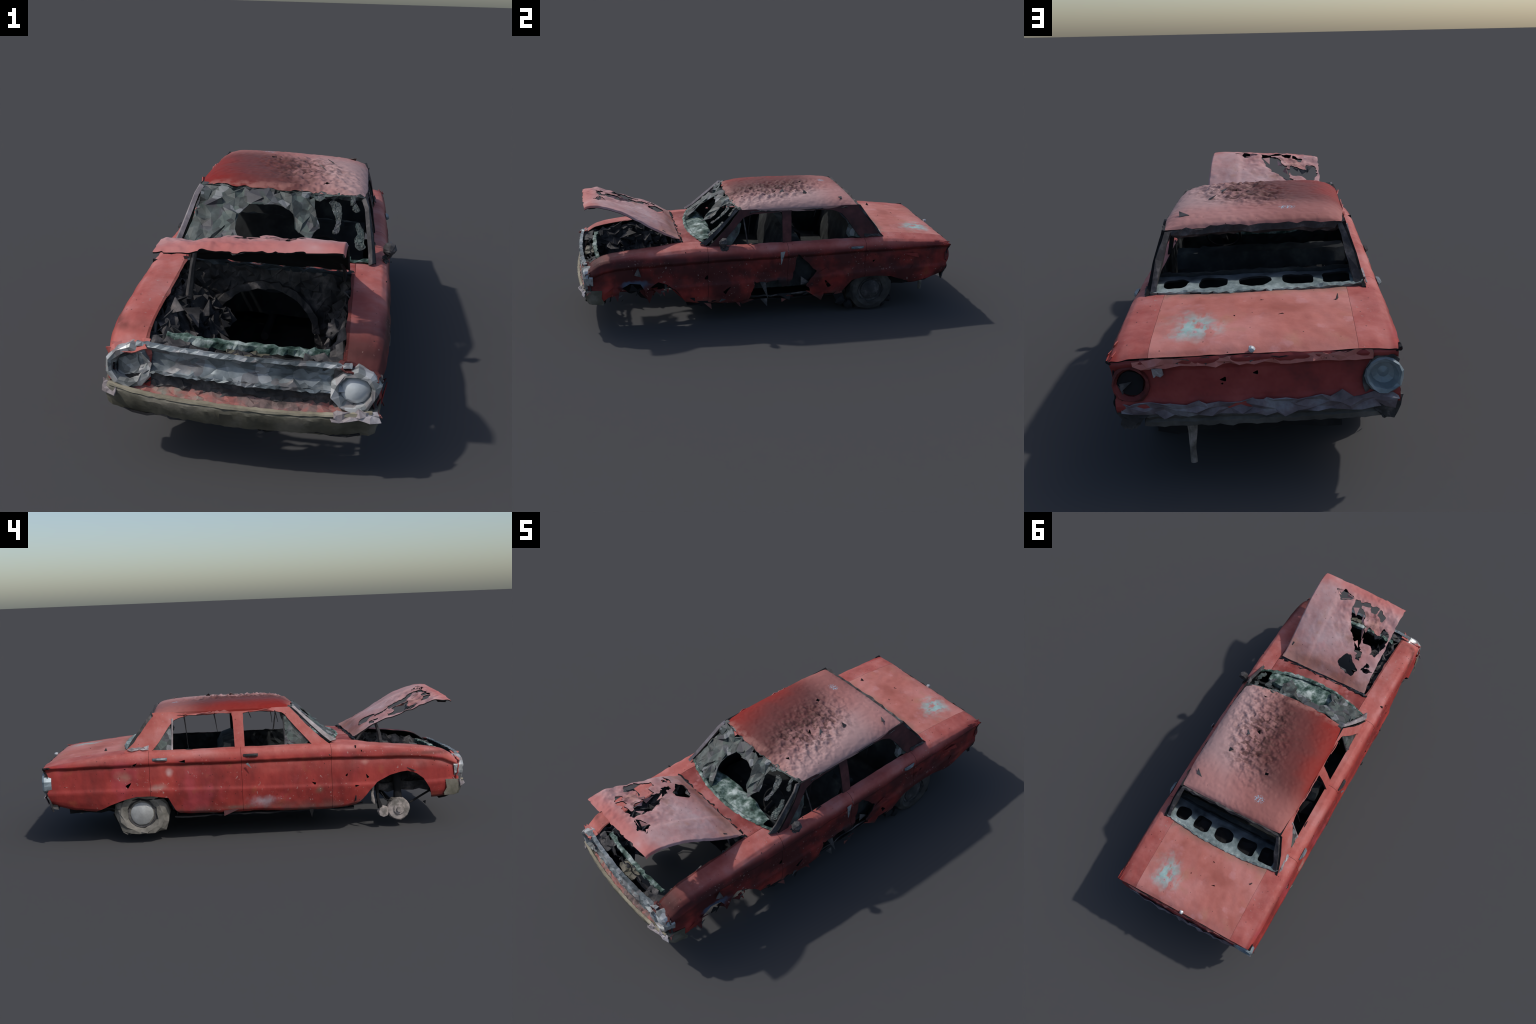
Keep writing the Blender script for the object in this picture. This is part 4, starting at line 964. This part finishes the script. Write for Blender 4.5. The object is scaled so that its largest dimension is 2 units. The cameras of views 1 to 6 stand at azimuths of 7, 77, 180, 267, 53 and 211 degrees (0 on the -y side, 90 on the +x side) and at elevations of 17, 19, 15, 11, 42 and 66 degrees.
# ------------------------------------------------------------------ wheels, brakes, underbody
def build_wheels():
    for sign in (-1, 1):
        c = (sign * .300 + (.012 if sign < 0 else .010), .548, .126 if sign < 0 else .124)
        kind = 'tyre' if sign < 0 else 'tyre_dark'
        prof = [(.066, .030), (.074, .042), (.090, .048), (.108, .044), (.121, .030), (.126, .008), (.124, -.02), (.112, -.045), (.085, -.055), (.06, -.05)]
        wheel = revolve("tyre", prof, c, sign, (kind,), 18, 0, .055, 7 + sign, squash=-.096 if sign < 0 else -.108)
        revolve("wheel_rim", [(.072, .028), (.066, .036), (.058, .030), (.056, .018), (.03, .012), (.0005, .012)], c, sign, ('burnt',), 26, 30, .01, 9, parent=wheel)
        revolve("hubcap", [(.055, .026), (.053, .036), (.042, .043), (.024, .047), (.012, .050), (.0005, .051)], c, sign, ('hub',) if sign < 0 else ('burnt',), 20, 20, .02, 10, parent=wheel)
        rng = np.random.RandomState(140 + sign)          # shredded rubber and debris under the tyre
        for i in range(9):
            p = np.array([sign * rng.uniform(.27, .345), .548 + rng.uniform(-.07, .08), .030 + rng.uniform(0, .01)]); q = rng.randn(3, 3) * [.012, .018, .006]
            shard("rubber_shred", [p + q[0], p + q[1], p + q[2]], .004, (kind,))
        if sign > 0:
            for k, (yy, zz, r) in enumerate(((.43, .045, .03), (.38, .07, .03), (.62, .04, .028), (.655, .06, .025), (.57, .033, .02))):
                revolve("rubble", [(.0005, -r), (r * .8, -r * .6), (r, 0), (r * .7, r * .6), (.0005, r * .9)], (.33, yy, zz), 1, ('soot',), 7, 0, .2, 300 + k)
            revolve('rubble', [(.0005, -.10), (.05, -.08), (.062, 0), (.05, .08), (.0005, .10)], (.20, .52, .072), 1, ('soot',), 9, 0, .15, 320)
            revolve('rubble', [(.0005, -.13), (.045, -.10), (.055, 0), (.045, .08), (.0005, .12)], (.16, .64, .085), 1, ('soot',), 9, 0, .2, 321)
        box_sheet("wheel_house", [(sign * .33, .69, .19), (sign * .33, .40, .19), (sign * .25, .40, .26), (sign * .25, .69, .26)], 8, 4, .003, 141, ('soot',), .004, (0, 0, -1))
        box_sheet("wheel_house", [(sign * .235, .74, .30), (sign * .235, .38, .30), (sign * .235, .38, .11), (sign * .235, .74, .13)], 8, 5, .003, 142, ('soot',), .004, (sign, 0, 0))
        box_sheet("wheel_house", [(sign * .235, .38, .22), (sign * .345, .38, .20), (sign * .34, .385, .115), (sign * .235, .385, .10)], 5, 5, .003, 143, ('soot',), .004, (0, 1, 0))
        # front brake drum on bare hub
        if sign > 0:
            box_sheet('arch_blocker', [(.30, -.84, .27), (.30, -.46, .29), (.285, -.46, .16), (.285, -.84, .17)], 16, 8, .010, 144, ('soot',), .005, (1, 0, 0), cuts=[lambda V: V[:, 2] - .185 + .035 * noise(V, 14, 4)])  # added dark sheet inside the arch, blocks the view through
            revolve('bare_hub', [(.0005, -.03), (.035, -.02), (.042, 0), (.03, .018), (.0005, .025)], (.275, -.655, .165), 1, ('soot',), 8, 0, .15, 330)
            for a, b, c in (((.35, -.63, .215), (.345, -.70, .205), (.325, -.645, .132)), ((.35, -.47, .17), (.345, -.545, .215), (.325, -.452, .112)), ((.34, -.60, .21), (.335, -.66, .20), (.30, -.62, .15))):
                shard('torn_flap', [a, b, c], .004, ('side_q',))
            continue
        d = (-.268, -.674, .076)
        drum = revolve("brake_drum", [(.046, -.03), (.054, -.022), (.055, .014), (.050, .022), (.030, .024), (.024, .030), (.014, .030), (.012, .040), (.0005, .041)], d, sign, ('drum' if sign < 0 else 'soot',), 18, 0, .03, 15)
        tube("suspension_strut", [(sign * .26, -.676, .11), (sign * .255, -.675, .17), (sign * .25, -.67, .26)], [.022, .018, .024], ('soot',), 9)
        tube("suspension_arm", [(sign * .27, -.67, .075), (sign * .20, -.63, .12), (sign * .12, -.60, .155)], [.012, .010, .012], ('soot',), 7)
        tube("suspension_arm", [(sign * .285, -.73, .105), (sign * .275, -.78, .130), (sign * .25, -.85, .16)], [.005, .005, .005], ('soot',), 6)
    # torn lower joint and rag beside the bare drum
    rng = np.random.RandomState(150)
    revolve("ball_joint", [(.006, -.025), (.024, -.02), (.028, 0), (.022, .016), (.0005, .018)], (-.285, -.598, .068), -1, ('drum',), 8, 0, .18, 151)
    tube("joint_stalk", [(-.285, -.585, .085), (-.282, -.575, .13), (-.27, -.57, .23)], [.013, .008, .010], ('soot',), 6, 0, .15, 4)
    tube("hanging_rag", [(-.315, -.548, .200), (-.318, -.540, .165), (-.316, -.545, .13), (-.318, -.552, .112)], [.004, .006, .009, .003], ('drum',), 6, 0, .2, 6, flat=.4)
    tube("brake_hose", [(-.28, -.59, .16), (-.285, -.61, .125), (-.285, -.64, .115)], .003, ('soot',), 6)
    tube("brake_hose", [(-.30, -.50, .12), (-.29, -.47, .112), (-.29, -.44, .105)], .003, ('soot',), 6)

def build_floor():
    box_sheet("floor_pan", [(-.335, -.45, .105), (.335, -.45, .105), (.335, .40, .105), (-.335, .40, .105)], 20, 24, .0025, 161, ('soot',), .006, (0, 0, 1))
    box_sheet("floor_pan", [(-.24, .38, .15), (.24, .38, .15), (.26, .95, .19), (-.26, .95, .19)], 14, 14, .003, 162, ('soot',), .006, (0, 0, 1))
    box_sheet("fuel_tank", [(-.22, .66, .165), (.28, .66, .165), (.28, .90, .170), (-.22, .90, .170)], 10, 6, .004, 163, ('soot',), .045, (0, 0, 1))
    tube("axle", [(-.29, .548, .126), (-.05, .548, .13), (.05, .548, .13), (.29, .548, .126)], [.02, .022, .022, .02], ('soot',), 10)
    revolve("axle_casing", [(.0005, -.06), (.045, -.045), (.06, 0), (.045, .045), (.0005, .06)], (0, .548, .115), 1, ('soot',), 14, 40, .02, 3)
    revolve('underbody_blob', [(.0005, -.06), (.04, -.045), (.05, 0), (.04, .045), (.0005, .06)], (-.215, .63, .105), 1, ('soot',), 9, 0, .15, 4)  # added dark blob filling the space inboard of the wheel
    tube("driveshaft", [(0, .50, .13), (0, .1, .115), (0, -.40, .16)], .013, ('soot',), 8)
    for s in (-1, 1):
        box_sheet("sill", [(s * .345, -.42, .125), (s * .345, .37, .130), (s * .315, .37, .112), (s * .315, -.42, .104)], 26, 3, .003, 164 + s, ('burnt',), .006, (s, 0, -.6))
    # seats
    def cushion(name, x0, x1, prof, seed, mat='seat'):
        rng = np.random.RandomState(seed); rings = []
        for x in np.linspace(x0, x1, 26):
            rings.append(np.array([(x, a, b) for a, b in prof]) + rng.randn(len(prof), 3) * .003)
        loft(name, rings, (mat,), 35)
    cushion("bench_seat", -.29, .285, [(.02, .215), (.05, .35), (.08, .425), (.10, .436), (.150, .425), (.175, .38), (.17, .22)], 171)
    cushion("bench_seat", -.29, .285, [(-.17, .15), (-.18, .235), (-.15, .26), (.04, .25), (.06, .15)], 172)
    cushion("bench_seat", -.30, .30, [(.40, .20), (.43, .33), (.45, .42), (.462, .448), (.480, .450), (.50, .20)], 173)
    cushion("bench_seat", -.30, .30, [(.20, .15), (.19, .23), (.22, .26), (.41, .25), (.43, .15)], 174)
    cushion('interior_debris', -.30, -.02, [(.15, .15), (.15, .36), (.18, .37), (.24, .33), (.26, .15)], 176, 'soot')
    # inner door cards
    for s in (-1, 1):
        box_sheet("door_card", [(s * .318, -.34, .412), (s * .318, .48, .414), (s * .335, .40, .14), (s * .335, -.34, .14)], 40, 12, .003, 175 + s, ('seat',), .004, (-s, 0, 0), cuts=[lambda V, s=s: (poly_sd(V[:, 1], V[:, 2], [(.24, .17), (.24, .09), (-.16, .09), (-.12, .17)]) if s > 0 else V[:, 0] * 0 + 1)])

def build_fittings():
    for sign, y in ((-1, .031), (-1, .449), (1, .449)):
        x = sign * .374
        o = loft("door_handle", [[(x + sign * dx, y + dy, .384 + dz) for dx, dz in ((.0, .006), (.010 * k, .006), (.013 * k, 0), (.010 * k, -.006), (0, -.006))]
                                 for dy, k in ((-.034, .4), (-.026, 1), (-.005, 1.1), (.014, 1), (.026, .5), (.034, .2))], ('chrome' if y > .2 else 'burnt',), 0, parent=DOORS[sign, int(y > .2)])
    # wing mirror on the far door
    tube("wing_mirror_stalk", [(.355, -.262, .405), (.366, -.262, .425), (.374, -.264, .445)], [.012, .008, .009], ('burnt',), 7, 0, .15, 2, parent=DOORS[1, 0])
    rng = np.random.RandomState(181); rings = []
    for d, r in ((-.024, .004), (-.018, .016), (-.004, .023), (.010, .021), (.014, .012)):
        th = np.arange(9) / 9 * 2 * math.pi
        rings.append(np.stack([.366 + r * np.cos(th) * .9, np.full(9, -.262 + d), .449 + r * np.sin(th)], 1) + rng.randn(9, 3) * .002)
    loft("wing_mirror", rings, ('burnt',), 0, parent=DOORS[1, 0])
    box_sheet("mirror_scrap", [(.345, -.285, .425), (.352, -.235, .425), (.368, -.24, .40), (.362, -.28, .405)], 4, 4, .004, 182, ('burnt',), .003, (1, 0, .5))
    # scraps of skin standing off the battered flank
    flaps = [((.383, .03, .385), (.383, .055, .388), (.392, .033, .315), 'chrome'), ((.37, -.075, .222), (.372, -.045, .232), (.385, -.03, .128), 'burnt'),
             ((.375, .22, .245), (.378, .285, .28), (.386, .31, .255), 'side_q'), ((.376, .70, .335), (.378, .79, .333), (.384, .80, .308), 'side_q'),
             ((.376, .76, .24), (.378, .775, .265), (.384, .778, .24), 'side_q'), ((.376, .49, .29), (.378, .515, .31), (.382, .52, .295), 'side_q'),
             ((.35, -.62, .20), (.35, -.67, .20), (.34, -.645, .125), 'side_q'), ((.35, -.48, .16), (.35, -.52, .2), (.33, -.445, .112), 'soot'),
             ((.36, -.40, .13), (.36, -.30, .13), (.35, -.37, .098), 'soot'), ((.36, .02, .14), (.36, .10, .14), (.37, .09, .105), 'soot'),
             ((.37, -.72, .30), (.372, -.70, .34), (.378, -.685, .29), 'burnt'), ((.36, .18, .15), (.36, .28, .13), (.352, .27, .085), 'side_q'),
             ((.36, .32, .14), (.36, .38, .13), (.34, .36, .07), 'soot'), ((.36, -.20, .13), (.36, -.1, .12), (.35, -.16, .095), 'side_q')]
    for a, b, c, k in flaps: shard("torn_flap", [a, b, c], .003, (k,))
    flaps_p = [((-.383, .055, .345), (-.385, .045, .35), (-.388, .03, .325), 'chrome'), ((-.352, .165, .125), (-.352, .09, .13), (-.356, .165, .100), 'pillar_q'),
               ((-.36, -.235, .11), (-.36, -.255, .11), (-.35, -.247, .072), 'soot'), ((-.34, .645, .15), (-.34, .69, .16), (-.33, .76, .165), 'soot'),
               ((-.262, -.70, .275), (-.37, -.74, .27), (-.36, -.70, .285), 'burnt')]
    for a, b, c, k in flaps_p: shard("torn_flap", [a, b, c], .003, (k,))
    rng = np.random.RandomState(189)
    for i in range(34):
        y = rng.uniform(-.88, .38); z = .118 + rng.uniform(0, .11) * (rng.rand() < .5); x = .352 + rng.uniform(-.004, .016)
        w = rng.uniform(.008, .028); h = rng.uniform(.015, .05) * (1 if rng.rand() < .7 else -1)
        if -.88 < y < -.45: z = .185 + rng.uniform(0, .04)
        shard("torn_flap", [(x, y - w, z), (x, y + w, z + rng.uniform(-.008, .008)), (x + rng.uniform(-.005, .014), y + rng.uniform(-.03, .03), z - h)], .0025, (('side_q', 'soot', 'burnt', 'side_q')[i % 4],))
    rng = np.random.RandomState(190)
    for i in range(10):    # lifted paint blisters on trunk edge and far shoulder
        y = rng.uniform(.62, .95); x = .355 + rng.uniform(-.01, .015); z = .385 + rng.uniform(-.01, .005)
        shard("paint_flake", [(x, y, z), (x + .004, y + rng.uniform(.02, .04), z), (x + .012, y + .015, z - rng.uniform(.008, .016))], .002, ('side_q',))
    for i in range(14):
        x = rng.uniform(-.26, .30); s = rng.uniform(.010, .02)
        shard("paint_flake", [(x - s, .984, .366), (x + s, .984, .364), (x + rng.uniform(-.01, .01), .988, .366 - rng.uniform(.008, .018))], .002, ('deck',) if i % 3 else ('burnt',))
    shard("torn_flap", [(-.236, .70, .417), (-.228, .715, .417), (-.234, .705, .432)], .002, ('burnt',))
    # loose bits shed below the car
    for p in ((-.30, -.80, .11), (.05, -.95, .125), (.30, -.78, .14)):
        q = rng.randn(3, 3) * .006
        shard("debris", [np.array(p) + q[0], np.array(p) + q[1], np.array(p) + q[2]], .003, ('soot',))

# ------------------------------------------------------------------ assemble
make_materials()
ROOT = bpy.data.objects.new("wrecked_car", None)
bpy.context.scene.collection.objects.link(ROOT)
ROOT["label"] = "burnt-out red four-door sedan wreck with raised torn hood"
ROOT["category"] = "car wreck"
ROOT.location = (-.0247, 0, 0)
ROOT.rotation_euler = (0, math.asin(.034), -.003)
build_body(); build_roof(); build_frames(); build_windscreen(); build_rear_window(); build_hood(); build_bay()
build_front(); build_rear(); build_wheels(); build_floor(); build_fittings()
# the wreck is slightly bent and leans above the wheels towards +x
f_bend = curve([(-1.05, .000), (-.6, .003), (-.2, .006), (.3, .006), (.7, .003), (1.05, .000)])
for ob in bpy.data.objects:
    if ob.type == 'MESH':
        n = len(ob.data.vertices); co = np.empty(n * 3); ob.data.vertices.foreach_get("co", co); co = co.reshape(-1, 3)
        co[:, 0] += f_bend(co[:, 1]) + .0045 * sstep(.20, .38, co[:, 2]); ob.data.vertices.foreach_set("co", co.ravel()); ob.data.update()
# set the lowest point on the ground
bpy.context.view_layer.update()
low = min((ob.matrix_world @ v.co).z for ob in bpy.data.objects if ob.type == 'MESH' for v in ob.data.vertices)
ROOT.location.z -= low
